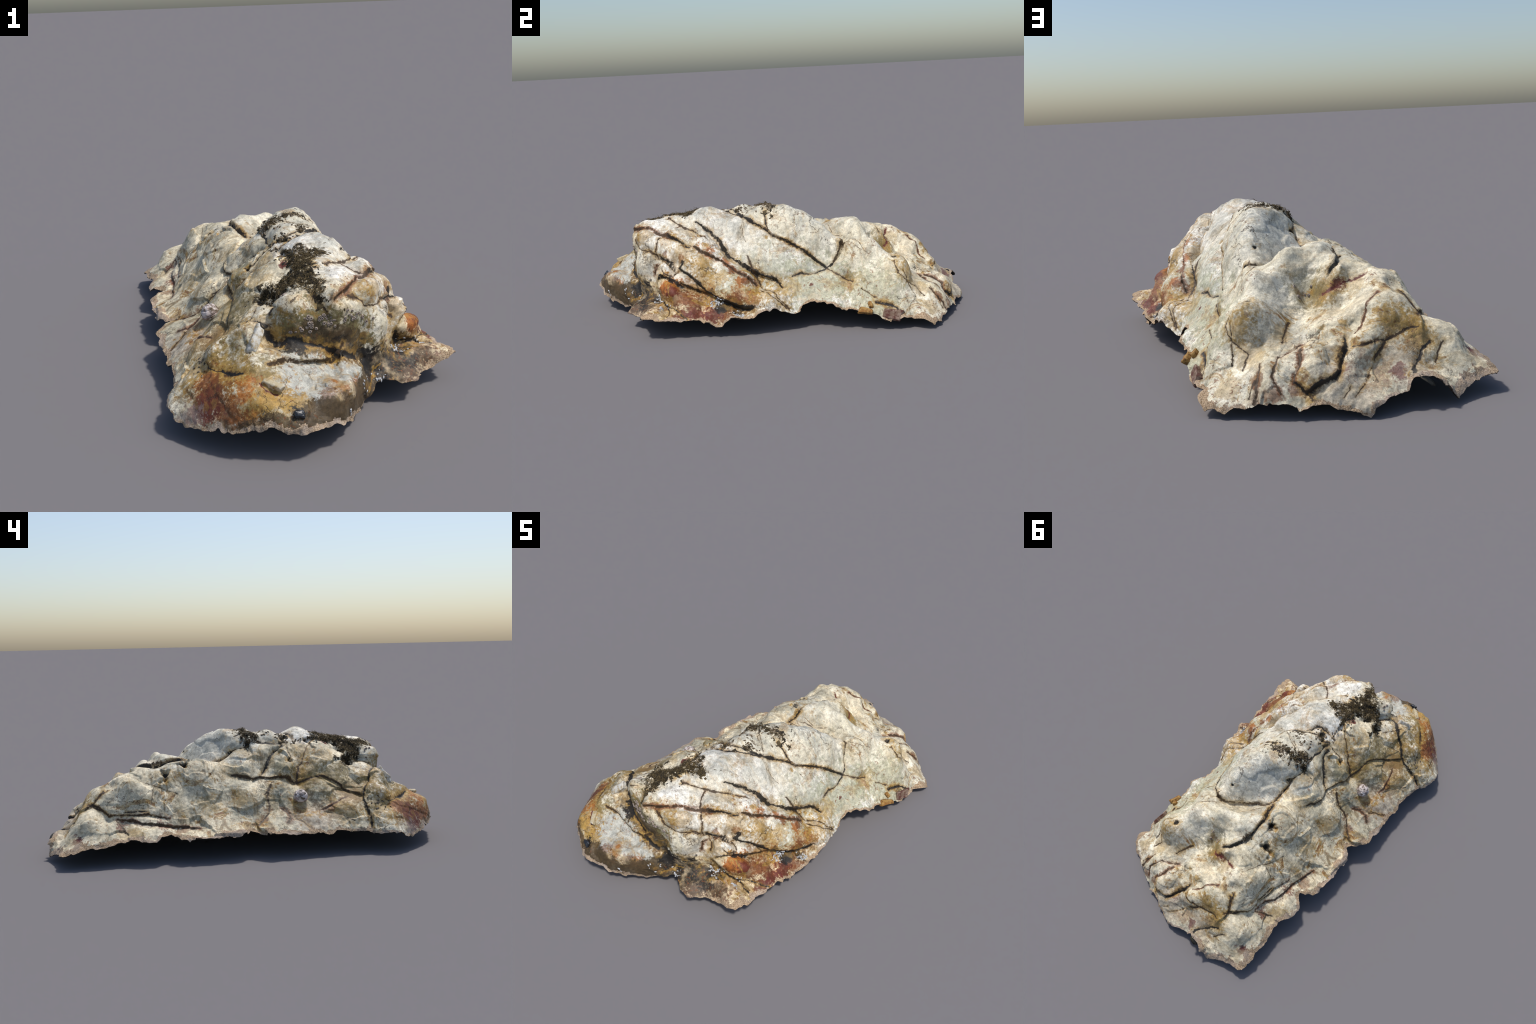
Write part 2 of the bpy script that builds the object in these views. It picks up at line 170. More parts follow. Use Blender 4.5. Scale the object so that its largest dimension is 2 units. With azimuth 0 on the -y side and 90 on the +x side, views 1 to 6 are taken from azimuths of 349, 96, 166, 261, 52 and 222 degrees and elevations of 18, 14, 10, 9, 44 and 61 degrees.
# cracks: colour kind, half width mm, depth mm, step mm (left side proud), path
CRACKS = {
    "lower_slab_seam": ("black", 11, 38, 20, [(0.276, -0.548, 0.35), (0.315, -0.477, 0.329), (0.339, -0.433, 0.301), (0.382, -0.387, 0.286), (0.406, -0.339, 0.251), (0.428, -0.279, 0.202), (0.455, -0.201, 0.166), (0.459, -0.12, 0.134), (0.471, -0.06, 0.138)]),
    "red_lined_seam": ("brown", 5, 9, 5, [(0.052, -0.536, 0.507), (0.093, -0.5, 0.498), (0.134, -0.457, 0.486), (0.17, -0.419, 0.477), (0.203, -0.384, 0.472), (0.215, -0.348, 0.453), (0.264, -0.3, 0.442)]),
    "orange_seam": ("rust", 6, 12, 9, [(0.025, -0.735, 0.447), (0.077, -0.701, 0.465), (0.124, -0.651, 0.477), (0.155, -0.591, 0.468), (0.201, -0.538, 0.455), (0.236, -0.506, 0.456)]),
    "slot_seam": ("black", 7, 24, 10, [(0.223, -0.514, 0.458), (0.251, -0.485, 0.451), (0.269, -0.443, 0.441), (0.288, -0.415, 0.424), (0.296, -0.384, 0.404)]),
    "slot_seam_far": ("rust", 7, 14, 8, [(0.293, -0.363, 0.406), (0.322, -0.327, 0.392), (0.339, -0.255, 0.357), (0.354, -0.18, 0.317), (0.374, -0.126, 0.289), (0.368, -0.045, 0.22)]),
    "long_diagonal": ("black", 8, 26, 14, [(0.164, -0.372, 0.508), (0.186, -0.333, 0.49), (0.216, -0.276, 0.456), (0.247, -0.237, 0.423), (0.27, -0.216, 0.395), (0.285, -0.177, 0.347), (0.322, -0.126, 0.324), (0.33, -0.039, 0.264), (0.342, 0.045, 0.24), (0.368, 0.078, 0.204)]),
    "upper_diagonal": ("black", 8, 24, 11, [(0.079, -0.165, 0.531), (0.135, -0.123, 0.518), (0.16, -0.069, 0.49), (0.195, -0.006, 0.46), (0.214, 0.021, 0.438), (0.225, 0.069, 0.421), (0.232, 0.135, 0.385), (0.25, 0.195, 0.35), (0.268, 0.267, 0.294), (0.276, 0.297, 0.274)]),
    "upper_diagonal_head": ("black", 8, 16, 0, [(-0.068, -0.279, 0.509), (-0.004, -0.267, 0.542), (0.018, -0.255, 0.543), (0.04, -0.213, 0.532), (0.079, -0.174, 0.527), (0.101, -0.162, 0.527)]),
    "hanging_crack": ("fine", 3, 5, 0, [(0.022, -0.081, 0.546), (0.076, -0.099, 0.542), (0.135, -0.123, 0.518), (0.171, -0.123, 0.48), (0.196, -0.126, 0.448), (0.237, -0.108, 0.407)]),
    "forked_crack": ("black", 5, 10, 0, [(0.106, -0.021, 0.533), (0.135, -0.015, 0.516), (0.168, -0.009, 0.488), (0.196, -0, 0.46)]),
    "forked_crack_tail": ("fine", 3, 4, 0, [(0.211, 0.012, 0.442), (0.231, 0.024, 0.415), (0.257, 0.039, 0.376)]),
    "block_end_crack": ("black", 5, 14, 0, [(0.192, 0.366, 0.385), (0.218, 0.351, 0.33), (0.257, 0.324, 0.293), (0.279, 0.294, 0.272), (0.301, 0.243, 0.257), (0.31, 0.207, 0.253), (0.311, 0.168, 0.26), (0.326, 0.129, 0.248)]),
    "block_end_branch": ("brown", 4, 8, 0, [(0.276, 0.297, 0.274), (0.303, 0.339, 0.254), (0.31, 0.372, 0.231), (0.304, 0.42, 0.206)]),
    "shoulder_crack": ("fine", 3, 5, 0, [(0.17, 0.354, 0.4), (0.187, 0.39, 0.393), (0.22, 0.423, 0.386), (0.231, 0.465, 0.353), (0.239, 0.515, 0.326)]),
    "low_crack": ("brown", 4, 6, 0, [(0.355, 0.462, 0.19), (0.358, 0.501, 0.166), (0.374, 0.528, 0.147)]),
    "crown_crack": ("fine", 4, 7, 0, [(-0.078, 0.249, 0.417), (-0.048, 0.288, 0.413), (-0.025, 0.306, 0.401), (-0.004, 0.321, 0.386), (0.032, 0.372, 0.386)]),
    "slab_cross_crack": ("brown", 5, 9, 0, [(0.215, -0.539, 0.456), (0.249, -0.558, 0.438), (0.265, -0.563, 0.4), (0.268, -0.569, 0.375)]),
    "slab_cross_crack_upper": ("rust", 4, 7, 0, [(0.137, -0.465, 0.483), (0.153, -0.494, 0.472), (0.168, -0.513, 0.463), (0.201, -0.534, 0.455)]),
    "prow_notch": ("brown", 6, 12, 0, [(0.087, -0.71, 0.441), (0.107, -0.706, 0.431), (0.136, -0.699, 0.413), (0.151, -0.693, 0.387), (0.188, -0.675, 0.38), (0.227, -0.637, 0.372), (0.253, -0.599, 0.374)]),
    "knuckle_crack": ("brown", 6, 12, 0, [(0.275, -0.549, 0.356), (0.289, -0.545, 0.304), (0.306, -0.55, 0.275)]),
    "knuckle_crack_two": ("brown", 4, 8, 0, [(0.337, -0.44, 0.299), (0.376, -0.453, 0.277)]),
    "red_slab_seam": ("black", 9, 30, 14, [(0.347, -0.546, 0.256), (0.375, -0.523, 0.28), (0.391, -0.477, 0.27), (0.407, -0.405, 0.243), (0.424, -0.324, 0.213), (0.431, -0.27, 0.191)]),
    "ledge_back_cleft": ("black", 13, 24, 0, [(-0.235, -0.687, 0.358), (-0.216, -0.695, 0.335), (-0.182, -0.714, 0.293), (-0.152, -0.72, 0.301), (-0.129, -0.726, 0.308), (-0.092, -0.737, 0.296), (-0.026, -0.734, 0.277), (0.022, -0.728, 0.246), (0.06, -0.749, 0.243), (0.108, -0.718, 0.208)]),
    "ledge_crack": ("brown", 5, 12, 16, [(-0.233, -0.812, 0.268), (-0.194, -0.797, 0.272), (-0.156, -0.788, 0.274), (-0.117, -0.788, 0.258), (-0.081, -0.779, 0.246), (-0.032, -0.773, 0.237), (-0.003, -0.753, 0.229), (0.032, -0.746, 0.248), (0.056, -0.73, 0.277)]),
    "red_slab_foot": ("black", 11, 30, 10, [(0.329, -0.553, 0.212), (0.349, -0.537, 0.165), (0.402, -0.522, 0.163), (0.437, -0.489, 0.141), (0.47, -0.476, 0.129), (0.512, -0.475, 0.114)]),
    "slab_tail_seam": ("brown", 6, 10, 0, [(0.356, -0.027, 0.211), (0.373, 0.003, 0.196), (0.406, 0.039, 0.196), (0.437, 0.057, 0.173), (0.432, 0.111, 0.114)]),
    "slab_tail_fork": ("brown", 4, 6, 0, [(0.287, -0.099, 0.344), (0.326, -0.069, 0.295), (0.343, -0.03, 0.231), (0.36, -0.024, 0.206)]),
    "ledge_cleft_left": ("black", 8, 18, 6, [(-0.21, -0.684, 0.357), (-0.261, -0.652, 0.37), (-0.292, -0.627, 0.35), (-0.324, -0.613, 0.321), (-0.35, -0.592, 0.303), (-0.375, -0.576, 0.277), (-0.404, -0.567, 0.243), (-0.438, -0.573, 0.218), (-0.492, -0.581, 0.173), (-0.526, -0.577, 0.122), (-0.541, -0.566, 0.103)]),
    "left_upper_seam": ("brown", 7, 12, 8, [(-0.269, -0.372, 0.349), (-0.287, -0.416, 0.335), (-0.316, -0.474, 0.303), (-0.347, -0.517, 0.28), (-0.383, -0.566, 0.264)]),
    "left_long_seam": ("brown", 6, 12, -8, [(-0.252, -0.246, 0.307), (-0.259, -0.195, 0.344), (-0.241, -0.15, 0.341), (-0.229, -0.075, 0.348), (-0.249, -0.036, 0.341), (-0.244, 0.027, 0.356), (-0.218, 0.075, 0.36)]),
    "left_zigzag": ("brown", 6, 10, 0, [(-0.207, -0.279, 0.381), (-0.234, -0.264, 0.351), (-0.254, -0.255, 0.309), (-0.264, -0.291, 0.323), (-0.272, -0.339, 0.338), (-0.272, -0.375, 0.346)]),
    "left_panel_crack": ("brown", 4, 7, 0, [(-0.068, -0.387, 0.508), (-0.115, -0.339, 0.476), (-0.155, -0.315, 0.434), (-0.189, -0.297, 0.398), (-0.204, -0.276, 0.385)]),
    "left_deep_cut": ("black", 10, 34, 0, [(-0.108, -0.207, 0.484), (-0.125, -0.165, 0.467), (-0.158, -0.129, 0.428), (-0.187, -0.111, 0.391), (-0.22, -0.084, 0.355)]),
    "crown_net": ("fine", 4, 6, 0, [(0.184, -0.135, 0.466), (0.135, -0.126, 0.519), (0.067, -0.087, 0.543), (0.009, -0.06, 0.547)]),
    "crown_net_two": ("black", 7, 12, 0, [(0.135, -0.126, 0.519), (0.092, -0.168, 0.526), (0.044, -0.183, 0.537), (0.009, -0.207, 0.536), (-0.035, -0.225, 0.529), (-0.061, -0.222, 0.519), (-0.085, -0.237, 0.501)]),
    "crown_net_three": ("black", 7, 13, 0, [(-0.088, -0.234, 0.499), (-0.089, -0.195, 0.501), (-0.093, -0.162, 0.497), (-0.085, -0.126, 0.501), (-0.085, -0.09, 0.501)]),
    "crown_net_four": ("black", 5, 9, 0, [(-0.088, -0.234, 0.499), (-0.132, -0.237, 0.457), (-0.162, -0.246, 0.429), (-0.194, -0.222, 0.414)]),
    "spotted_block_side": ("black", 6, 22, 0, [(-0.077, 0.225, 0.411), (-0.085, 0.18, 0.413), (-0.087, 0.141, 0.423), (-0.09, 0.099, 0.444), (-0.089, 0.069, 0.469), (-0.099, 0.027, 0.484), (-0.104, -0.003, 0.485)]),
    "spotted_block_foot": ("fine", 9, 32, 12, [(0.249, 0.327, 0.3), (0.187, 0.378, 0.39), (0.136, 0.375, 0.388), (0.102, 0.36, 0.379), (0.054, 0.315, 0.364), (0.007, 0.288, 0.389), (-0.025, 0.261, 0.406), (-0.077, 0.228, 0.412)]),
    "ridge_undercut": ("black", 9, 28, 10, [(-0.063, 0.572, 0.382), (-0.097, 0.553, 0.414), (-0.117, 0.52, 0.421), (-0.136, 0.462, 0.42), (-0.142, 0.429, 0.43), (-0.141, 0.384, 0.444), (-0.133, 0.327, 0.445), (-0.103, 0.267, 0.43), (-0.097, 0.219, 0.415)]),
    "ridge_line": ("fine", 3, 3, 0, [(0.231, 0.477, 0.354), (0.191, 0.453, 0.391), (0.122, 0.39, 0.388), (0.065, 0.333, 0.366), (-0.007, 0.324, 0.389), (-0.068, 0.3, 0.423)]),
    "left_foot_crack": ("brown", 7, 12, 0, [(-0.258, -0.126, 0.318), (-0.285, -0.108, 0.289), (-0.317, -0.093, 0.258), (-0.356, -0.099, 0.221), (-0.392, -0.087, 0.191), (-0.42, -0.057, 0.167), (-0.459, -0.024, 0.142)]),
    "left_red_branch": ("rust", 6, 5, 0, [(-0.369, -0.15, 0.211), (-0.404, -0.18, 0.189), (-0.438, -0.192, 0.17), (-0.47, -0.168, 0.15)]),
    "left_red_branch_two": ("brown", 4, 4, 0, [(-0.446, -0.231, 0.167), (-0.486, -0.255, 0.145), (-0.514, -0.285, 0.129)]),
    "left_web": ("fine", 3, 5, 0, [(-0.262, 0.348, 0.359), (-0.295, 0.33, 0.321), (-0.327, 0.33, 0.278)]),
    "tail_short_crack": ("brown", 4, 8, 0, [(-0.275, 0.723, 0.315), (-0.296, 0.749, 0.284), (-0.311, 0.772, 0.259)]),
    "tail_long_crack": ("brown", 5, 10, 7, [(-0.312, 0.813, 0.237), (-0.311, 0.772, 0.259), (-0.352, 0.725, 0.237), (-0.373, 0.697, 0.21), (-0.378, 0.629, 0.214), (-0.381, 0.581, 0.21), (-0.385, 0.504, 0.214), (-0.402, 0.405, 0.187)]),
    "left_low_seam": ("rust", 7, 9, 6, [(-0.394, 0.657, 0.201), (-0.398, 0.579, 0.188), (-0.421, 0.537, 0.177), (-0.428, 0.453, 0.17), (-0.428, 0.399, 0.161), (-0.443, 0.324, 0.156), (-0.454, 0.258, 0.151)]),
    "left_low_seam_upper": ("black", 4, 6, 0, [(-0.372, 0.621, 0.224), (-0.372, 0.579, 0.225), (-0.377, 0.513, 0.224)]),
    "left_low_branch": ("rust", 5, 7, 0, [(-0.451, 0.614, 0.144), (-0.415, 0.64, 0.171), (-0.399, 0.657, 0.196)]),
    "dish_edge": ("brown", 5, 10, 0, [(0.104, 0.643, 0.232), (0.126, 0.681, 0.219), (0.144, 0.713, 0.204), (0.155, 0.734, 0.192)]),
    "back_gully": ("rust", 9, 18, 0, [(0.255, 0.804, 0.155), (0.271, 0.834, 0.131), (0.278, 0.851, 0.109), (0.28, 0.866, 0.086), (0.289, 0.879, 0.049)]),
    "back_gully_two": ("rust", 8, 14, 0, [(0.115, 0.789, 0.185), (0.128, 0.844, 0.174), (0.142, 0.875, 0.153), (0.158, 0.883, 0.13), (0.165, 0.892, 0.107)]),
    "wedge_seam": ("black", 9, 20, -8, [(-0.037, 0.805, 0.205), (-0.026, 0.84, 0.191), (-0.006, 0.861, 0.164), (0.014, 0.906, 0.141), (0.037, 0.929, 0.129), (0.067, 0.933, 0.118), (0.099, 0.933, 0.105), (0.119, 0.933, 0.09), (0.136, 0.927, 0.082), (0.148, 0.909, 0.097), (0.162, 0.892, 0.108)]),
    "wedge_seam_tail": ("brown", 4, 8, 0, [(0.136, 0.927, 0.082), (0.121, 0.946, 0.063), (0.102, 0.956, 0.055)]),
    "back_rib_crack": ("brown", 4, 8, 0, [(0.316, 0.671, 0.262), (0.316, 0.682, 0.233), (0.318, 0.691, 0.2), (0.321, 0.712, 0.159), (0.329, 0.732, 0.133)]),
    "back_fine_crack": ("rust", 3, 5, 0, [(-0.184, 0.727, 0.329), (-0.156, 0.739, 0.316), (-0.119, 0.778, 0.278), (-0.1, 0.785, 0.242), (-0.068, 0.812, 0.222)]),
    "back_cross_crack": ("brown", 4, 8, 0, [(-0.049, 0.859, 0.191), (-0.096, 0.869, 0.197), (-0.131, 0.866, 0.204), (-0.161, 0.86, 0.2), (-0.208, 0.842, 0.209), (-0.246, 0.833, 0.221), (-0.281, 0.835, 0.223)]),
    "back_cross_branch": ("brown", 4, 6, 0, [(-0.161, 0.86, 0.2), (-0.146, 0.873, 0.183), (-0.121, 0.881, 0.163), (-0.109, 0.885, 0.143)]),
    "back_low_crack": ("brown", 4, 6, 0, [(-0.094, 0.891, 0.121), (-0.074, 0.914, 0.099), (-0.04, 0.954, 0.084), (-0.013, 0.971, 0.065)]),
    "back_low_crack_two": ("brown", 4, 6, 0, [(-0.003, 0.953, 0.092), (0.024, 0.965, 0.065)]),
    "tail_gully": ("black", 7, 12, 0, [(-0.311, 0.863, 0.177), (-0.276, 0.878, 0.159), (-0.258, 0.896, 0.134), (-0.219, 0.946, 0.125), (-0.208, 0.965, 0.108)]),
    "tail_gully_two": ("brown", 4, 8, 0, [(-0.36, 0.864, 0.175), (-0.333, 0.884, 0.148), (-0.314, 0.903, 0.118)]),
    "tail_edge_crack": ("black", 3, 6, 0, [(-0.278, 0.702, 0.318), (-0.289, 0.735, 0.299), (-0.3, 0.764, 0.272), (-0.314, 0.781, 0.253)]),
    "red_gash": ("red", 7, 8, 0, [(-0.028, 0.6, 0.307), (-0.058, 0.617, 0.328), (-0.097, 0.608, 0.343), (-0.13, 0.607, 0.353), (-0.175, 0.616, 0.371)]),
    "ledge_notch": ("black", 7, 14, 0, [(-0.381, -0.748, 0.236), (-0.36, -0.784, 0.237), (-0.321, -0.815, 0.25)]),
    "ledge_notch_tail": ("brown", 4, 6, 0, [(-0.422, -0.67, 0.236), (-0.422, -0.697, 0.226), (-0.4, -0.732, 0.229), (-0.381, -0.748, 0.236)]),
    "ledge_nub_seam": ("red", 5, 8, 0, [(-0.276, -0.871, 0.232), (-0.258, -0.9, 0.22), (-0.223, -0.909, 0.205)]),
    "knuckle_rim": ("brown", 5, 12, 0, [(0.227, -0.641, 0.361), (0.246, -0.607, 0.374), (0.269, -0.568, 0.359), (0.271, -0.559, 0.338)]),
    "knuckle_rim_two": ("rust", 5, 12, 0, [(0.269, -0.579, 0.259), (0.271, -0.569, 0.304), (0.307, -0.521, 0.34), (0.312, -0.493, 0.346)]),
    "knuckle_rim_three": ("brown", 4, 10, 0, [(0.356, -0.52, 0.312), (0.379, -0.503, 0.288), (0.383, -0.46, 0.273)]),
    "rusty_slab_crack": ("black", 5, 12, 0, [(0.415, -0.512, 0.163), (0.437, -0.489, 0.141), (0.485, -0.438, 0.138), (0.511, -0.405, 0.122), (0.534, -0.375, 0.102)]),
    "rusty_slab_crack_two": ("brown", 4, 8, 0, [(0.403, -0.415, 0.248), (0.416, -0.372, 0.23), (0.428, -0.321, 0.203), (0.437, -0.288, 0.173)]),
    "slab_tail_crack": ("brown", 5, 9, 0, [(0.379, -0.03, 0.202), (0.448, 0.027, 0.187), (0.445, 0.069, 0.153), (0.439, 0.102, 0.116)]),
    "prow_crack": ("brown", 4, 9, 0, [(-0.136, -0.578, 0.423), (-0.157, -0.598, 0.404), (-0.193, -0.657, 0.388)]),
    "prow_crack_two": ("fine", 4, 8, 0, [(-0.093, -0.695, 0.46), (-0.127, -0.719, 0.447)]),
    "prow_sliver": ("brown", 5, 12, 0, [(-0.042, -0.696, 0.454), (-0.029, -0.715, 0.435), (-0.004, -0.735, 0.402)]),
    "left_brown_seam": ("rust", 5, 7, 0, [(-0.41, -0.336, 0.195), (-0.418, -0.372, 0.203), (-0.406, -0.431, 0.235), (-0.384, -0.488, 0.254)]),
    "left_brown_seam_two": ("fine", 4, 5, 0, [(-0.427, -0.36, 0.192), (-0.465, -0.437, 0.177), (-0.492, -0.499, 0.151)]),
    "left_brown_seam_three": ("brown", 4, 6, 0, [(-0.446, -0.213, 0.167), (-0.469, -0.243, 0.154), (-0.493, -0.264, 0.141)]),
    "left_plate_crack": ("brown", 5, 9, 0, [(-0.26, -0.123, 0.315), (-0.298, -0.096, 0.277), (-0.311, -0.081, 0.267)]),
    "left_plate_crack_two": ("fine", 4, 6, 0, [(-0.265, -0.53, 0.34), (-0.299, -0.563, 0.312), (-0.363, -0.582, 0.291)]),
    "left_plate_crack_three": ("brown", 4, 8, 0, [(-0.223, -0.57, 0.378), (-0.249, -0.617, 0.369), (-0.278, -0.666, 0.366)]),
    "left_hairline": ("fine", 3, 4, 0, [(-0.294, 0.477, 0.325), (-0.324, 0.483, 0.292), (-0.353, 0.489, 0.254)]),
    "left_hairline_two": ("fine", 3, 5, 0, [(-0.366, 0.542, 0.237), (-0.366, 0.517, 0.238), (-0.365, 0.486, 0.237)]),
    "left_hairline_three": ("fine", 3, 4, 0, [(-0.241, 0.598, 0.381), (-0.268, 0.508, 0.347), (-0.303, 0.429, 0.32), (-0.317, 0.357, 0.295)]),
    "tail_plate_crack": ("brown", 4, 7, 0, [(-0.3, 0.794, 0.253), (-0.343, 0.748, 0.243), (-0.354, 0.724, 0.235), (-0.37, 0.699, 0.216)]),
    "tail_side_crack": ("fine", 3, 5, 0, [(-0.39, 0.68, 0.201), (-0.405, 0.641, 0.18), (-0.433, 0.621, 0.155), (-0.467, 0.603, 0.136)]),
    "shoulder_valley": ("brown", 5, 9, 0, [(0.287, 0.623, 0.304), (0.328, 0.646, 0.253), (0.319, 0.688, 0.207), (0.273, 0.735, 0.167), (0.302, 0.773, 0.13)]),
    "shoulder_valley_two": ("rust", 6, 10, 0, [(0.101, 0.76, 0.185), (0.188, 0.807, 0.172), (0.227, 0.866, 0.127), (0.208, 0.902, 0.08)]),
    "shoulder_valley_three": ("brown", 5, 9, 0, [(0.25, 0.808, 0.158), (0.281, 0.844, 0.113), (0.304, 0.86, 0.063)]),
    "cave_lip": ("black", 7, 12, 0, [(0.394, 0.531, 0.127), (0.397, 0.571, 0.119), (0.403, 0.619, 0.108), (0.422, 0.656, 0.082)]),
}
# sharp crests: height mm, reach mm, path
RIDGES = {
    "spotted_block_edge": (14, 40, [(0.068, -0.021, 0.548), (0.077, 0.045, 0.549), (0.104, 0.102, 0.549), (0.13, 0.174, 0.516), (0.158, 0.228, 0.482), (0.176, 0.294, 0.422)]),
    "rear_crest_edge": (13, 30, [(0.256, 0.563, 0.297), (0.204, 0.533, 0.371), (0.168, 0.486, 0.381), (0.11, 0.489, 0.384), (0.059, 0.501, 0.373), (0.007, 0.492, 0.385), (-0.045, 0.48, 0.42), (-0.078, 0.444, 0.449), (-0.095, 0.399, 0.453)]),
    "rear_crest_lip": (6, 25, [(0.037, 0.529, 0.315), (-0.045, 0.553, 0.375), (-0.093, 0.55, 0.414), (-0.113, 0.52, 0.422)]),
    "ledge_lip": (15, 24, [(-0.347, -0.896, 0.176), (-0.283, -0.935, 0.187), (-0.201, -0.926, 0.182), (-0.155, -0.915, 0.18), (-0.11, -0.911, 0.184), (-0.053, -0.927, 0.178), (-0.017, -0.907, 0.189), (0.023, -0.877, 0.194), (0.082, -0.785, 0.181), (0.12, -0.729, 0.175), (0.111, -0.714, 0.208)]),
    "prow_lip": (11, 30, [(-0.216, -0.615, 0.382), (-0.184, -0.621, 0.394), (-0.162, -0.69, 0.418), (-0.13, -0.724, 0.417), (-0.077, -0.714, 0.422), (-0.036, -0.718, 0.414), (-0.02, -0.728, 0.406)]),
    "slab_nose": (9, 25, [(0.041, -0.735, 0.436), (0.069, -0.725, 0.416), (0.116, -0.707, 0.385), (0.163, -0.686, 0.372), (0.166, -0.684, 0.34)]),
    "wedge_edge": (12, 30, [(-0.037, 0.785, 0.219), (0.006, 0.821, 0.192), (0.03, 0.825, 0.182), (0.08, 0.849, 0.182), (0.111, 0.835, 0.185)]),
    "back_rib": (11, 30, [(0.258, 0.674, 0.308), (0.256, 0.689, 0.277), (0.257, 0.701, 0.224), (0.26, 0.718, 0.186), (0.266, 0.758, 0.157)]),
    "tail_spine": (10, 45, [(-0.253, 0.45, 0.367), (-0.247, 0.545, 0.369), (-0.262, 0.63, 0.367), (-0.3, 0.696, 0.305), (-0.341, 0.752, 0.245), (-0.402, 0.805, 0.203), (-0.459, 0.834, 0.123)]),
    "left_plate_edge": (8, 20, [(-0.128, -0.135, 0.461), (-0.1, -0.159, 0.49), (-0.115, -0.189, 0.478)]),
    "tail_plate_edge": (9, 22, [(-0.335, 0.739, 0.253), (-0.363, 0.686, 0.234), (-0.37, 0.621, 0.227), (-0.37, 0.514, 0.232)]),
    "crown_edge": (9, 25, [(0.023, -0.012, 0.552), (0.072, -0.021, 0.547), (0.102, -0.012, 0.535), (0.123, 0.009, 0.526)]),
    "main_block_nose": (10, 30, [(0.043, -0.446, 0.513), (-0.013, -0.399, 0.524), (-0.048, -0.363, 0.523), (-0.044, -0.327, 0.528)]),
}
# rounded blocks that stand proud: radius, height, places
LUMPS = [
    (0.04, 0.0098, [(0.253, -0.606, 0.333)]),
    (0.034, 0.0082, [(0.323, -0.524, 0.329), (0.364, -0.506, 0.312), (0.38, -0.419, 0.271)]),
    (0.04, 0.0075, [(0.112, -0.707, 0.413), (0.168, -0.66, 0.455), (0.211, -0.618, 0.444)]),
    (0.036, 0.0068, [(0.056, -0.658, 0.489), (0.094, -0.608, 0.489), (0.121, -0.562, 0.478), (0.069, -0.501, 0.508)]),
    (0.04, 0.0068, [(0.208, -0.482, 0.471), (0.271, -0.502, 0.422), (0.294, -0.467, 0.378)]),
    (0.05, 0.009, [(0.373, -0.288, 0.299), (0.423, -0.201, 0.233), (0.439, -0.087, 0.17)]),
    (0.036, 0.0075, [(0.282, -0.345, 0.421), (0.317, -0.267, 0.382), (0.336, -0.156, 0.317)]),
    (0.04, 0.009, [(0.43, -0.477, 0.216), (0.462, -0.351, 0.157), (0.464, -0.264, 0.121)]),
    (0.06, 0.0075, [(0.103, -0.33, 0.542), (0.161, -0.252, 0.492), (0.216, -0.177, 0.444), (0.273, -0.069, 0.347)]),
    (0.06, 0.0075, [(0.139, 0.012, 0.516), (0.194, 0.117, 0.456), (0.231, 0.207, 0.383)]),
    (0.035, 0.006, [(0.118, -0.078, 0.525), (0.022, -0.174, 0.545)]),
    (0.05, 0.0068, [(-0.034, 0.378, 0.43), (0.038, 0.426, 0.433), (0.095, 0.495, 0.382)]),
    (0.05, 0.006, [(0.258, 0.42, 0.304), (0.298, 0.453, 0.225)]),
    (0.03, 0.004, [(-0.124, -0.267, 0.457), (-0.004, -0.15, 0.549), (0.064, -0.489, 0.51), (0.216, -0.494, 0.466), (0.124, -0.616, 0.481)]),
    (0.035, 0.004, [(-0.125, -0.087, 0.465), (-0.162, -0.048, 0.431), (-0.2, -0.009, 0.408)]),
    (0.022, 0.0036, [(-0.191, -0.153, 0.393), (-0.227, -0.213, 0.383), (-0.166, -0.186, 0.431), (-0.264, -0.069, 0.315)]),
    (0.045, 0.004, [(-0.163, -0.387, 0.451), (-0.228, -0.417, 0.394), (-0.265, -0.516, 0.341)]),
    (0.03, 0.0036, [(-0.238, -0.315, 0.36), (-0.314, -0.39, 0.31), (-0.283, -0.458, 0.334)]),
    (0.03, 0.0036, [(-0.403, -0.471, 0.24), (-0.409, -0.378, 0.214), (-0.462, -0.45, 0.183)]),
    (0.035, 0.0036, [(-0.423, -0.114, 0.17), (-0.47, -0.099, 0.146), (-0.446, -0.297, 0.168)]),
    (0.025, 0.004, [(-0.318, -0.705, 0.298), (-0.397, -0.662, 0.27), (-0.445, -0.606, 0.216), (-0.49, -0.664, 0.172)]),
    (0.03, 0.0036, [(-0.33, -0.087, 0.247), (-0.322, -0.012, 0.276), (-0.281, 0.063, 0.303)]),
    (0.045, 0.005, [(0.074, 0.883, 0.159), (0.114, 0.9, 0.147)]),
    (0.04, 0.005, [(0.228, 0.876, 0.114), (0.219, 0.837, 0.155), (0.243, 0.892, 0.079)]),
    (0.04, 0.004, [(0.291, 0.722, 0.173), (0.278, 0.698, 0.236), (0.309, 0.794, 0.115), (0.357, 0.705, 0.122)]),
    (0.05, 0.0054, [(-0.413, 0.899, 0.104), (-0.395, 0.88, 0.14)]),
    (0.045, 0.004, [(-0.334, 0.617, 0.293), (-0.322, 0.532, 0.301), (-0.473, 0.549, 0.142), (-0.424, 0.789, 0.183), (-0.425, 0.854, 0.144)]),
]
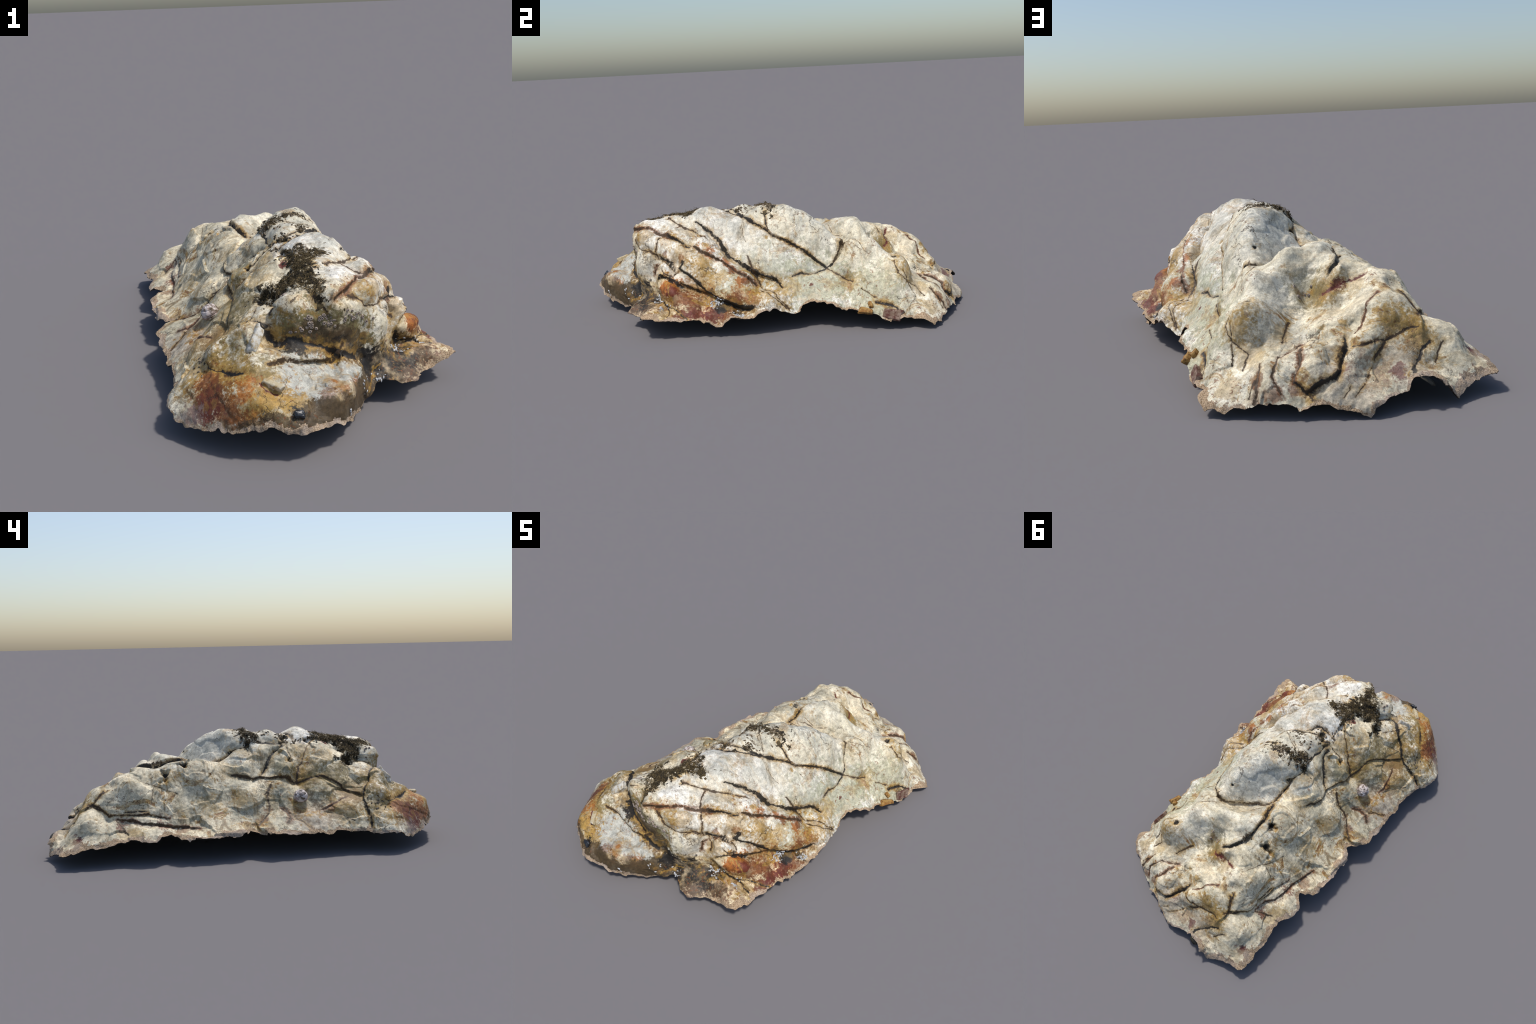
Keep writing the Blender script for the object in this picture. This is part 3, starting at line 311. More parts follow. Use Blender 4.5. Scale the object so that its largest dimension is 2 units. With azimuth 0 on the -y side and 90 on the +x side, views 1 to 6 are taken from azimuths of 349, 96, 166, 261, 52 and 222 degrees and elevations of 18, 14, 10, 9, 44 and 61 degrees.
# outlines of the weed and crumb pockets
WEED = {
    "main": [
        (0.108, -0.412, 0.517), (0.052, -0.438, 0.52), (0.013, -0.527, 0.506), (-0.004, -0.616, 0.488), (0.017, -0.69, 0.475), (-0.016, -0.719, 0.434),
        (-0.077, -0.665, 0.48), (-0.119, -0.646, 0.474), (-0.151, -0.624, 0.446), (-0.188, -0.594, 0.401), (-0.2, -0.553, 0.394), (-0.203, -0.511, 0.397),
        (-0.169, -0.51, 0.42), (-0.145, -0.544, 0.433), (-0.099, -0.521, 0.446), (-0.069, -0.484, 0.473), (-0.06, -0.407, 0.508), (-0.06, -0.348, 0.517),
        (-0.031, -0.372, 0.528), (0.013, -0.403, 0.53),
    ],
    "pocket": [
        (0.009, -0.006, 0.55), (0.004, -0.06, 0.547), (-0.039, -0.087, 0.53), (-0.089, -0.075, 0.499), (-0.1, -0.015, 0.491), (-0.069, 0.003, 0.514),
        (-0.027, 0.006, 0.538),
    ],
    "crest": [
        (0.116, 0.024, 0.536), (0.081, -0.009, 0.544), (0.027, -0.033, 0.554), (0.018, -0.015, 0.552), (0.059, 0.009, 0.549), (0.103, 0.036, 0.543),
    ],
    "crest_two": [
        (0.088, -0.15, 0.532), (0.062, -0.177, 0.536), (0.04, -0.162, 0.544), (0.054, -0.123, 0.546),
    ],
    "crest_three": [
        (-0.013, -0.219, 0.534), (-0.026, -0.252, 0.533), (-0.056, -0.228, 0.519), (-0.044, -0.207, 0.526),
    ],
}

HOLES = [((0.239, 0.629, 0.311), 0.016, 0.022), ((-0.238, 0.414, 0.377), 0.022, 0.045), ((-0.186, 0.317, 0.426), 0.020, 0.042),
         ((-0.133, 0.458, 0.412), 0.017, 0.030), ((0.135, 0.295, 0.440), 0.007, 0.012), ((-0.182, -0.237, 0.411), 0.014, 0.03),
         ((-0.086, 0.076, 0.473), 0.016, 0.03), ((-0.027, -0.238, 0.514), 0.014, 0.03), ((-0.203, -0.543, 0.403), 0.022, 0.03),
         ((-0.072, -0.345, 0.510), 0.013, 0.02), ((-0.05, -0.405, 0.500), 0.020, 0.02), ((-0.105, -0.69, 0.27), 0.035, 0.02)]
WEATHER = {"weathered_flank": 0.8, "scooped_ledge": 0.35, "banded_slab": 0.85, "rusty_slab": 0.9, "smooth_block": 0.35, "crown_block": 0.35, "fluted_face": 0.75, "tail": 0.6}
TINT = {"weathered_flank": (1.04, 0.96, 0.79), "crown_block": (1.0, 0.975, 0.90), "folded_crest": (1.0, 0.97, 0.88), "tail": (1.03, 0.96, 0.81), "fluted_face": (1.02, 0.965, 0.83), "scooped_ledge": (1.0, 0.95, 0.84), "overhanging_block": (1.0, 0.96, 0.86), "rusty_slab": (0.90, 0.78, 0.58)}
REGIONS = {
    "scooped_ledge": [(-0.2, -0.85, 0.2), (-0.38, -0.75, 0.22), (0.02, -0.82, 0.2), (-0.28, -0.7, 0.34), (-0.45, -0.75, 0.12), (0.08, -0.74, 0.18), (-0.1, -0.74, 0.26), (-0.1, -0.97, 0.1)],
    "overhanging_block": [(-0.1, -0.66, 0.44), (0.0, -0.69, 0.4), (-0.1, -0.69, 0.35), (0.0, -0.69, 0.3), (0.12, -0.67, 0.36)],
    "banded_slab": [(0.2, -0.6, 0.42), (0.25, -0.45, 0.42), (0.3, -0.35, 0.36), (0.38, -0.2, 0.27), (0.42, -0.05, 0.2), (0.12, -0.6, 0.47), (0.3, -0.55, 0.33), (0.36, -0.4, 0.28)],
    "rusty_slab": [(0.4, -0.5, 0.2), (0.46, -0.35, 0.17), (0.47, -0.22, 0.13), (0.45, -0.6, 0.1), (0.33, -0.6, 0.12), (0.22, -0.66, 0.12)],
    "smooth_block": [(0.15, -0.25, 0.5), (0.25, -0.1, 0.4), (0.3, 0.1, 0.3), (0.05, -0.35, 0.53), (0.36, 0.15, 0.2), (0.35, 0.3, 0.18), (0.12, -0.45, 0.5)],
    "crown_block": [(0.08, 0.05, 0.53), (0.15, 0.15, 0.49), (0.2, 0.25, 0.4), (0.0, 0.25, 0.45), (0.02, -0.1, 0.52), (-0.05, 0.0, 0.5)],
    "weathered_flank": [(-0.2, -0.3, 0.38), (-0.3, -0.45, 0.3), (-0.3, 0.0, 0.28), (-0.25, 0.2, 0.36), (-0.4, 0.2, 0.2), (-0.45, -0.3, 0.18), (-0.1, -0.5, 0.47), (-0.15, -0.15, 0.43), (-0.42, -0.5, 0.2), (-0.3, 0.4, 0.33)],
    "folded_crest": [(0.1, 0.48, 0.41), (0.0, 0.45, 0.44), (0.25, 0.5, 0.32), (0.33, 0.5, 0.2), (0.3, 0.65, 0.22), (0.36, 0.75, 0.1), (-0.1, 0.4, 0.44)],
    "fluted_face": [(0.0, 0.72, 0.25), (0.1, 0.8, 0.17), (-0.1, 0.75, 0.28), (0.0, 0.9, 0.1), (-0.15, 0.88, 0.18), (0.2, 0.85, 0.1), (-0.12, 0.6, 0.36)],
    "tail": [(-0.4, 0.8, 0.16), (-0.42, 0.68, 0.17), (-0.45, 0.88, 0.1), (-0.32, 0.72, 0.28), (-0.3, 0.92, 0.13), (-0.28, 0.62, 0.34)],
}
# where beach sand clings to the torn rim: place, reach, width of the band
SAND_AT = [((-0.54, 0.85, 0.08), 0.35, 0.030), ((-0.53, 0.45, 0.1), 0.40, 0.020), ((-0.54, 0.15, 0.1), 0.3, 0.026), ((-0.54, -0.15, 0.1), 0.25, 0.022),
           ((-0.54, -0.45, 0.1), 0.3, 0.014), ((-0.1, -0.98, 0.1), 0.35, 0.016), ((0.54, -0.5, 0.1), 0.20, 0.026), ((0.53, -0.2, 0.08), 0.3, 0.009),
           ((0.42, 0.3, 0.12), 0.2, 0.008), ((0.43, 0.75, 0.03), 0.2, 0.022), ((0.0, 0.98, 0.02), 0.2, 0.014), ((-0.36, 0.98, 0.03), 0.2, 0.035), ((-0.42, -0.88, 0.08), 0.2, 0.012)]
# colour patches: place, radius, strength, softness of the edge
STAINS = {
    "grey": [((-0.09, -0.85, 0.20), 0.13, 0.95, 0.14), ((0.02, -0.81, 0.19), 0.08, 0.95, 0.14), ((0.06, -0.77, 0.19), 0.08, 0.9, 0.2), ((-0.1, -0.77, 0.26), 0.10, 0.9, 0.3), ((0.0, -0.78, 0.21), 0.12, 0.9, 0.3), ((0.02, 0.2, 0.47), 0.13, 0.75, 0.4), ((0.15, 0.66, 0.23), 0.09, 0.5, 0.4)],
    "green": [((0.35, 0.25, 0.2), 0.17, 0.65, 0.5), ((0.38, 0.5, 0.15), 0.16, 0.6, 0.5), ((0.42, -0.17, 0.22), 0.12, 0.5, 0.5), ((0.3, 0.02, 0.3), 0.12, 0.4, 0.5)],
    "ochre": [((0.36, -0.32, 0.31), 0.06, 0.6, 0.3), ((0.39, -0.22, 0.25), 0.06, 0.55, 0.3), ((0.30, -0.20, 0.36), 0.05, 0.5, 0.3), ((0.20, -0.40, 0.45), 0.04, 0.45, 0.3), ((0.36, 0.10, 0.19), 0.06, 0.5, 0.3), ((0.28, 0.75, 0.18), 0.06, 0.5, 0.3), ((0.15, 0.70, 0.22), 0.04, 0.5, 0.3), ((0.35, 0.80, 0.08), 0.05, 0.5, 0.3), ((-0.28, 0.80, 0.24), 0.05, 0.6, 0.3), ((0.33, -0.30, 0.35), 0.07, 0.6, 0.4), ((0.40, -0.30, 0.25), 0.08, 0.6, 0.4), ((0.42, -0.02, 0.19), 0.07, 0.6, 0.4), ((0.24, -0.50, 0.43), 0.05, 0.5, 0.4), ((0.12, -0.66, 0.465), 0.05, 0.6, 0.4), ((0.33, -0.55, 0.30), 0.05, 0.6, 0.4), ((0.28, 0.68, 0.25), 0.06, 0.5, 0.4), ((-0.02, 0.60, 0.30), 0.05, 0.7, 0.4), ((-0.45, -0.65, 0.19), 0.08, 0.7, 0.4), ((-0.36, -0.78, 0.24), 0.09, 0.8, 0.4), ((-0.18, -0.42, 0.42), 0.06, 0.45, 0.4), ((-0.35, 0.05, 0.26), 0.05, 0.5, 0.4), ((-0.2, 0.1, 0.4), 0.05, 0.4, 0.4), ((-0.16, -0.94, 0.17), 0.05, 0.8, 0.3), ((-0.48, 0.6, 0.13), 0.06, 0.5, 0.4), ((0.0, -0.89, 0.19), 0.03, 0.6, 0.3), ((0.08, -0.82, 0.19), 0.03, 0.6, 0.3), ((-0.36, -0.58, 0.28), 0.08, 0.6, 0.4), ((-0.30, -0.62, 0.33), 0.07, 0.6, 0.4), ((-0.42, -0.45, 0.2), 0.10, 0.5, 0.4), ((-0.25, -0.28, 0.33), 0.05, 0.7, 0.4), ((-0.40, -0.25, 0.22), 0.07, 0.4, 0.4), ((-0.13, -0.02, 0.44), 0.05, 0.5, 0.4), ((-0.42, -0.78, 0.2), 0.12, 0.8, 0.5), ((-0.32, -0.88, 0.18), 0.13, 0.8, 0.5), ((-0.25, -0.93, 0.14), 0.10, 0.7, 0.4), ((-0.33, -0.5, 0.28), 0.14, 0.55, 0.5),
              ((-0.24, -0.35, 0.34), 0.10, 0.6, 0.5), ((-0.22, 0.82, 0.25), 0.075, 0.85, 0.5), ((-0.27, 0.85, 0.19), 0.06, 0.85, 0.5), ((0.15, -0.7, 0.46), 0.05, 0.5, 0.5),
              ((-0.05, 0.60, 0.34), 0.06, 0.7, 0.5), ((0.44, -0.12, 0.17), 0.09, 0.7, 0.5), ((-0.15, 0.62, 0.33), 0.05, 0.4, 0.5), ((-0.11, 0.93, 0.13), 0.06, 0.6, 0.5),
              ((-0.048, 0.764, 0.241), 0.022, 0.8, 0.5), ((0.043, 0.801, 0.193), 0.015, 0.8, 0.5), ((0.09, 0.782, 0.182), 0.015, 0.8, 0.5), ((0.019, 0.739, 0.228), 0.014, 0.8, 0.5),
              ((0.25, 0.66, 0.28), 0.05, 0.7, 0.5), ((-0.12, -0.30, 0.47), 0.06, 0.5, 0.5), ((0.215, -0.005, 0.43), 0.014, 0.8, 0.3), ((0.41, 0.05, 0.14), 0.07, 0.6, 0.5),
              ((0.2, -0.65, 0.45), 0.05, 0.6, 0.5), ((0.3, -0.4, 0.37), 0.07, 0.55, 0.5), ((0.31, 0.42, 0.2), 0.05, 0.4, 0.5), ((-0.33, 0.2, 0.22), 0.06, 0.5, 0.5)],
    "olive": [((-0.08, -0.735, 0.34), 0.075, 0.95, 0.3), ((0.0, -0.735, 0.33), 0.075, 0.95, 0.3), ((0.08, -0.715, 0.30), 0.07, 0.95, 0.3), ((-0.14, -0.725, 0.335), 0.045, 0.9, 0.3), ((0.14, -0.69, 0.27), 0.06, 0.85, 0.3), ((-0.35, -0.55, 0.27), 0.09, 0.55, 0.4), ((-0.25, -0.47, 0.35), 0.07, 0.5, 0.4), ((-0.28, -0.15, 0.32), 0.05, 0.4, 0.4), ((-0.35, -0.12, 0.23), 0.05, 0.5, 0.4), ((-0.33, -0.72, 0.3), 0.06, 0.5, 0.4), ((-0.05, -0.69, 0.33), 0.10, 0.9, 0.4), ((0.05, -0.69, 0.32), 0.08, 0.9, 0.4), ((0.14, -0.66, 0.27), 0.07, 0.8, 0.4), ((-0.16, -0.69, 0.32), 0.06, 0.7, 0.4),  # entries on the overhang's face turn it dark olive
              ((0.0, 0.56, 0.31), 0.08, 0.6, 0.5), ((-0.3, -0.4, 0.3), 0.11, 0.5, 0.5), ((-0.2, -0.2, 0.4), 0.05, 0.6, 0.4), ((-0.25, -0.8, 0.25), 0.05, 0.6, 0.4)],
    "orange": [((-0.33, -0.86, 0.19), 0.05, 0.7, 0.3), ((-0.44, -0.74, 0.20), 0.05, 0.6, 0.3), ((0.0, -0.905, 0.165), 0.035, 0.7, 0.3), ((0.08, -0.83, 0.16), 0.035, 0.7, 0.3), ((0.50, -0.30, 0.12), 0.04, 0.7, 0.3), ((0.41, -0.44, 0.235), 0.035, 0.8, 0.3), ((0.40, -0.50, 0.225), 0.04, 0.9, 0.25), ((0.46, -0.38, 0.18), 0.05, 0.6, 0.3), ((0.47, -0.28, 0.15), 0.04, 0.7, 0.3), ((0.44, -0.08, 0.17), 0.03, 0.8, 0.3), ((-0.36, -0.88, 0.14), 0.05, 0.6, 0.3), ((-0.30, -0.93, 0.13), 0.04, 0.5, 0.3), ((0.34, -0.2, 0.33), 0.026, 0.8, 0.3), ((0.40, -0.12, 0.25), 0.024, 0.8, 0.3), ((0.33, -0.42, 0.35), 0.022, 0.6, 0.3), ((0.42, -0.47, 0.235), 0.055, 0.95, 0.3), ((-0.40, -0.84, 0.15), 0.09, 0.5, 0.5), ((0.43, -0.16, 0.16), 0.06, 0.8, 0.5), ((0.31, -0.28, 0.37), 0.032, 0.8, 0.3), ((0.28, -0.33, 0.40), 0.026, 0.8, 0.3), ((-0.019, -0.87, 0.205), 0.014, 0.9, 0.3), ((0.47, -0.3, 0.16), 0.08, 0.5, 0.5)],
    "rust": [((0.44, -0.14, 0.155), 0.045, 0.9, 0.25), ((0.36, -0.17, 0.30), 0.022, 0.85, 0.3), ((0.31, -0.29, 0.37), 0.022, 0.8, 0.3), ((0.40, -0.10, 0.245), 0.02, 0.8, 0.3), ((0.46, -0.06, 0.15), 0.04, 0.6, 0.35), ((0.30, -0.52, 0.37), 0.02, 0.7, 0.3), ((0.27, 0.84, 0.11), 0.03, 0.7, 0.3), ((0.08, 0.90, 0.10), 0.03, 0.6, 0.3), ((-0.36, -0.08, 0.19), 0.03, 0.7, 0.3), ((-0.46, 0.35, 0.13), 0.03, 0.6, 0.3), ((0.40, -0.36, 0.22), 0.06, 0.5, 0.5), ((0.46, -0.43, 0.19), 0.07, 0.7, 0.4), ((-0.05, -0.93, 0.16), 0.05, 0.7, 0.3), ((0.06, -0.86, 0.16), 0.05, 0.7, 0.3), ((0.02, -0.69, 0.28), 0.07, 0.6, 0.4), ((-0.43, -0.80, 0.16), 0.09, 0.85, 0.4), ((-0.38, -0.9, 0.11), 0.07, 0.7, 0.4), ((0.48, -0.35, 0.13), 0.09, 0.8, 0.5), ((0.45, -0.17, 0.13), 0.07, 0.9, 0.5), ((0.48, -0.2, 0.1), 0.08, 0.8, 0.5), ((0.41, -0.56, 0.13), 0.08, 0.6, 0.5),
             ((0.15, 0.89, 0.09), 0.03, 0.7, 0.4), ((0.23, 0.89, 0.08), 0.03, 0.7, 0.4), ((-0.07, -0.44, 0.49), 0.03, 0.8, 0.4), ((-0.37, -0.52, 0.25), 0.07, 0.35, 0.6)],
    "red": [((0.36, -0.68, 0.09), 0.07, 0.6, 0.5), ((0.30, -0.69, 0.085), 0.05, 0.6, 0.5), ((0.51, -0.40, 0.1), 0.05, 0.8, 0.4), ((0.50, -0.33, 0.11), 0.05, 0.7, 0.4), ((-0.44, -0.80, 0.14), 0.06, 0.55, 0.4), ((-0.47, 0.846, 0.11), 0.028, 0.95, 0.3), ((-0.43, 0.85, 0.13), 0.016, 0.9, 0.3), ((-0.173, 0.927, 0.105), 0.030, 0.9, 0.3), ((-0.085, 0.601, 0.34), 0.022, 0.9, 0.4), ((-0.40, 0.45, 0.14), 0.05, 0.85, 0.4),
            ((-0.41, 0.64, 0.17), 0.03, 0.85, 0.4), ((0.45, -0.46, 0.22), 0.03, 0.8, 0.4), ((0.46, -0.6, 0.1), 0.05, 0.75, 0.4), ((-0.089, -0.44, 0.486), 0.016, 0.9, 0.3), ((0.49, -0.26, 0.1), 0.05, 0.7, 0.4),
            ((0.346, 0.219, 0.206), 0.010, 0.9, 0.3), ((-0.45, -0.82, 0.12), 0.05, 0.6, 0.4), ((-0.43, -0.05, 0.16), 0.03, 0.7, 0.4), ((0.35, 0.57, 0.13), 0.03, 0.5, 0.4), ((0.0, 0.88, 0.12), 0.025, 0.8, 0.4)],
    "pink": [((0.36, -0.67, 0.10), 0.05, 0.5, 0.5), ((-0.52, -0.78, 0.08), 0.06, 0.7, 0.4), ((-0.46, -0.3, 0.16), 0.11, 0.45, 0.6), ((0.0, 0.93, 0.07), 0.12, 0.4, 0.6), ((-0.2, 0.9, 0.13), 0.10, 0.35, 0.6)],
    "mud": [((0.33, -0.66, 0.10), 0.06, 0.75, 0.3), ((0.44, -0.58, 0.115), 0.04, 0.6, 0.35), ((0.40, -0.60, 0.12), 0.05, 0.6, 0.35), ((-0.29, -0.965, 0.11), 0.05, 0.85, 0.15), ((-0.16, -0.985, 0.115), 0.06, 0.9, 0.12), ((-0.06, -0.738, 0.315), 0.065, 0.85, 0.12), ((0.03, -0.735, 0.29), 0.07, 0.85, 0.12), ((0.10, -0.71, 0.26), 0.06, 0.85, 0.12), ((-0.13, -0.725, 0.32), 0.035, 0.7, 0.12), ((-0.34, -0.955, 0.10), 0.045, 0.8, 0.12), ((-0.42, -0.905, 0.085), 0.045, 0.7, 0.12), ((-0.05, -0.955, 0.13), 0.06, 0.95, 0.12), ((0.11, -0.80, 0.10), 0.06, 0.95, 0.12), ((0.26, -0.70, 0.10), 0.05, 0.8, 0.12), ((0.31, -0.60, 0.13), 0.05, 0.85, 0.12), ((-0.1, -0.99, 0.12), 0.09, 0.9, 0.12), ((-0.25, -0.985, 0.12), 0.06, 0.85, 0.12), ((0.0, -0.93, 0.12), 0.075, 0.95, 0.12), ((0.07, -0.85, 0.1), 0.08, 0.95, 0.12), ((0.13, -0.76, 0.11), 0.08, 0.95, 0.12), ((0.2, -0.69, 0.13), 0.08, 0.95, 0.12), ((0.27, -0.64, 0.15), 0.06, 0.9, 0.12), ((0.2, -0.64, 0.21), 0.05, 0.7, 0.4)],  # those near z 0.3 darken the face under the overhang further
    "black": [((0.445, -0.215, 0.140), 0.040, 0.9, 0.25), ((0.472, -0.135, 0.112), 0.035, 0.9, 0.25), ((0.385, -0.33, 0.23), 0.022, 0.85, 0.3), ((0.42, -0.26, 0.185), 0.025, 0.85, 0.3), ((0.36, -0.62, 0.125), 0.035, 0.8, 0.35), ((0.42, -0.40, 0.225), 0.018, 0.8, 0.4), ((0.48, -0.45, 0.15), 0.02, 0.7, 0.4), ((-0.12, -0.725, 0.30), 0.035, 0.8, 0.3), ((0.03, -0.72, 0.25), 0.05, 0.85, 0.3), ((0.10, -0.70, 0.22), 0.045, 0.85, 0.3), ((0.15, -0.675, 0.19), 0.05, 0.85, 0.3), ((0.25, -0.65, 0.14), 0.06, 0.9, 0.3), ((0.17, -0.68, 0.15), 0.06, 0.9, 0.3), ((0.36, -0.54, 0.155), 0.04, 0.9, 0.3), ((-0.1, -0.71, 0.265), 0.05, 0.9, 0.3), ((0.05, -0.71, 0.225), 0.05, 0.9, 0.3), ((0.45, -0.2, 0.13), 0.035, 0.85, 0.3), ((0.22, -0.64, 0.19), 0.04, 0.8, 0.4), ((0.09, -0.69, 0.22), 0.04, 0.9, 0.3), ((-0.17, -0.70, 0.27), 0.03, 0.9, 0.3), ((-0.03, -0.69, 0.25), 0.05, 0.85, 0.4), ((-0.10, -0.69, 0.26), 0.06, 0.95, 0.3), ((0.0, -0.68, 0.245), 0.035, 0.9, 0.3), ((0.06, -0.68, 0.21), 0.05, 0.9, 0.3), ((0.13, -0.66, 0.17), 0.06, 0.95, 0.3), ((0.33, -0.56, 0.13), 0.04, 0.9, 0.4), ((-0.17, -0.95, 0.14), 0.030, 0.95, 0.3), ((0.40, 0.60, 0.08), 0.03, 0.8, 0.3)],  # black patches at the undercut, slab gaps and cave mouth
}

BARNACLES = [((-0.06, -0.70, 0.36), (0.025, 0.01, 0.015), 26), ((0.0, -0.72, 0.37), (0.02, 0.01, 0.012), 20), ((0.085, -0.71, 0.37), (0.018, 0.01, 0.012), 12), ((0.14, -0.69, 0.35), (0.02, 0.01, 0.012), 6),
             ((-0.11, -0.67, 0.43), (0.02, 0.01, 0.015), 5), ((0.03, 0.545, 0.31), (0.02, 0.01, 0.02), 6)]
STONES = [("stone_chip", (-0.286, -0.740, 0.276), (-0.236, -0.688, 0.340), 0.036, 0.036, 3), ("stained_chip", (-0.268, -0.835, 0.214), (-0.207, -0.891, 0.200), 0.024, 0.026, 5),
          ("rusty_stone", (0.424, 0.452, 0.090), (0.440, 0.512, 0.082), 0.026, 0.026, 8), ("rusty_stone.001", (0.398, 0.498, 0.120), (0.420, 0.503, 0.102), 0.022, 0.020, 9),
          ("mussel", (-0.190, -0.952, 0.146), (-0.150, -0.955, 0.138), 0.024, 0.026, 11), ("dull_stone", (0.415, 0.560, 0.075), (0.422, 0.650, 0.062), 0.045, 0.022, 13)]
FLECKS = [((0.329, -0.544, 0.143), (0.015, 0.015, 0.01), 26), ((0.453, -0.501, 0.142), (0.012, 0.012, 0.008), 16), ((0.441, -0.244, 0.156), (0.012, 0.022, 0.008), 40), ((0.477, -0.129, 0.108), (0.012, 0.016, 0.008), 34),
          ((0.10, -0.77, 0.11), (0.02, 0.02, 0.02), 7), ((0.21, -0.69, 0.10), (0.02, 0.012, 0.012), 10), ((0.02, -0.88, 0.10), (0.02, 0.02, 0.01), 6)]
CRUMBS = [((0.0, -0.12, 0.53), (0.02, 0.015, 0.02), 25), ((-0.08, -0.28, 0.5), (0.01, 0.02, 0.02), 25), ((0.02, 0.0, 0.54), (0.02, 0.015, 0.02), 25), ((-0.13, 0.45, 0.42), (0.012, 0.02, 0.01), 30), ((-0.05, -0.04, 0.52), (0.025, 0.025, 0.02), 70), ((0.06, 0.0, 0.55), (0.03, 0.02, 0.01), 50), ((-0.05, -0.42, 0.50), (0.03, 0.03, 0.02), 60), ((0.05, -0.15, 0.54), (0.02, 0.02, 0.01), 30),
          ((-0.03, -0.23, 0.53), (0.02, 0.02, 0.01), 30), ((-0.42, -0.62, 0.2), (0.03, 0.03, 0.02), 30)]

# ---------------------------------------------------------------- core shape
AX, AZ, Y0, Y1, LPH = 0.0, -0.20, -0.40, 0.50, 0.50

def unroll(P):
    """3D point -> (u, v) on the unrolled capsule, and its distance r from the capsule's spine."""
    P = np.asarray(P, float)
    t = np.clip(P[:, 1], Y0, Y1)
    dx, dy, dz = P[:, 0] - AX, P[:, 1] - t, P[:, 2] - AZ
    h = np.hypot(dx, dy)
    phi = np.arctan2(h, dz)
    k = np.where(h > 1e-9, phi * LPH / np.maximum(h, 1e-9), 0)
    return np.stack([dx * k, t + dy * k], 1), np.sqrt(h * h + dz * dz)

def roll(uv, r):
    t = np.clip(uv[:, 1], Y0, Y1)
    a, b = uv[:, 0], uv[:, 1] - t
    m = np.hypot(a, b)
    phi = m / LPH
    s = np.where(m > 1e-9, np.sin(phi) / np.maximum(m, 1e-9), 1 / LPH)
    return np.stack([AX + r * a * s, t + r * b * s, AZ + r * np.cos(phi)], 1)

def tps_kernel(d2):
    return np.where(d2 > 1e-14, 0.5 * d2 * np.log(np.maximum(d2, 1e-14)), 0)

class Spline:
    def __init__(self, uv, r, lam=1e-4):
        n = len(uv)
        d2 = ((uv[:, None] - uv[None]) ** 2).sum(-1)
        A = np.zeros((n + 3, n + 3))
        A[:n, :n] = tps_kernel(d2) + np.diag(np.broadcast_to(lam, n))
        A[:n, n], A[:n, n + 1:] = 1, uv
        A[n:, :n] = A[:n, n:].T
        self.uv, self.w = uv, np.linalg.solve(A, np.r_[r, 0, 0, 0])
    def __call__(self, q):
        out = np.empty(len(q))
        n = len(self.uv)
        for i in range(0, len(q), 20000):
            c = q[i:i + 20000]
            d2 = ((c[:, None] - self.uv[None]) ** 2).sum(-1)
            out[i:i + 20000] = tps_kernel(d2) @ self.w[:n] + self.w[n] + c @ self.w[n + 1:]
        return out

def poly_sdf(q, poly):
    """signed distance to a closed polygon, positive inside"""
    a, b = poly, np.roll(poly, -1, 0)
    best = np.full(len(q), 9e9); inside = np.zeros(len(q), bool)
    for p0, p1 in zip(a, b):
        e = p1 - p0
        w = q - p0
        t = np.clip((w @ e) / (e @ e + 1e-12), 0, 1)
        best = np.minimum(best, np.hypot(w[:, 0] - t * e[0], w[:, 1] - t * e[1]))
        c = (p0[1] <= q[:, 1]) != (p1[1] <= q[:, 1])
        with np.errstate(divide='ignore', invalid='ignore'):
            xx = p0[0] + (q[:, 1] - p0[1]) / (p1[1] - p0[1]) * e[0]
        inside ^= c & (q[:, 0] < xx)
    return np.where(inside, best, -best)

# ------------------------------------------------------------------ noise
def _hash(i, j, k, seed):
    h = (i * 374761393 + j * 668265263 + k * 2147483647 + seed * 144665) & 0xFFFFFFFF
    h = ((h ^ (h >> 13)) * 1274126177) & 0xFFFFFFFF
    h = ((h ^ (h >> 16)) * 2246822519) & 0xFFFFFFFF
    return ((h ^ (h >> 15)) & 0xFFFFFF) / 0x7FFFFF - 1.0

def noise3(P, scale, seed=0):
    q = P * scale
    f = np.floor(q).astype(np.int64)
    t = q - f
    t = t * t * t * (t * (t * 6 - 15) + 10)
    out = 0
    for dx in (0, 1):
        wx = t[:, 0] if dx else 1 - t[:, 0]
        for dy in (0, 1):
            wy = t[:, 1] if dy else 1 - t[:, 1]
            for dz in (0, 1):
                wz = t[:, 2] if dz else 1 - t[:, 2]
                out = out + wx * wy * wz * _hash(f[:, 0] + dx, f[:, 1] + dy, f[:, 2] + dz, seed)
    return out

def fbm(P, scale, octaves=4, seed=0, gain=0.5):
    a, s, o = 1.0, scale, 0
    for k in range(octaves):
        o = o + a * noise3(P, s, seed + 17 * k)
        a *= gain
        s *= 2.03
    return o

def facets(P, size, seed, tilt=0.22, step=0.05, squash=(1, 1, 1)):
    """broken-rock facets: every cell of a jittered 3D lattice gets its own height and slope"""
    q = P / (np.array(squash) * size)
    base = np.floor(q).astype(np.int64)
    best = np.full(len(P), 9e9)
    out = np.zeros(len(P))
    for dx in (-1, 0, 1):
        for dy in (-1, 0, 1):
            for dz in (-1, 0, 1):
                c = base + (dx, dy, dz)
                h = [_hash(c[:, 0], c[:, 1], c[:, 2], seed + k) for k in range(7)]
                rel = q - (c + 0.5 + 0.42 * np.stack(h[:3], 1))
                d = (rel ** 2).sum(1)
                m = d < best
                best[m] = d[m]
                val = step * h[3] + tilt * (rel[:, 0] * h[4] + rel[:, 1] * h[5] + rel[:, 2] * h[6])
                out[m] = val[m]
    return out * size

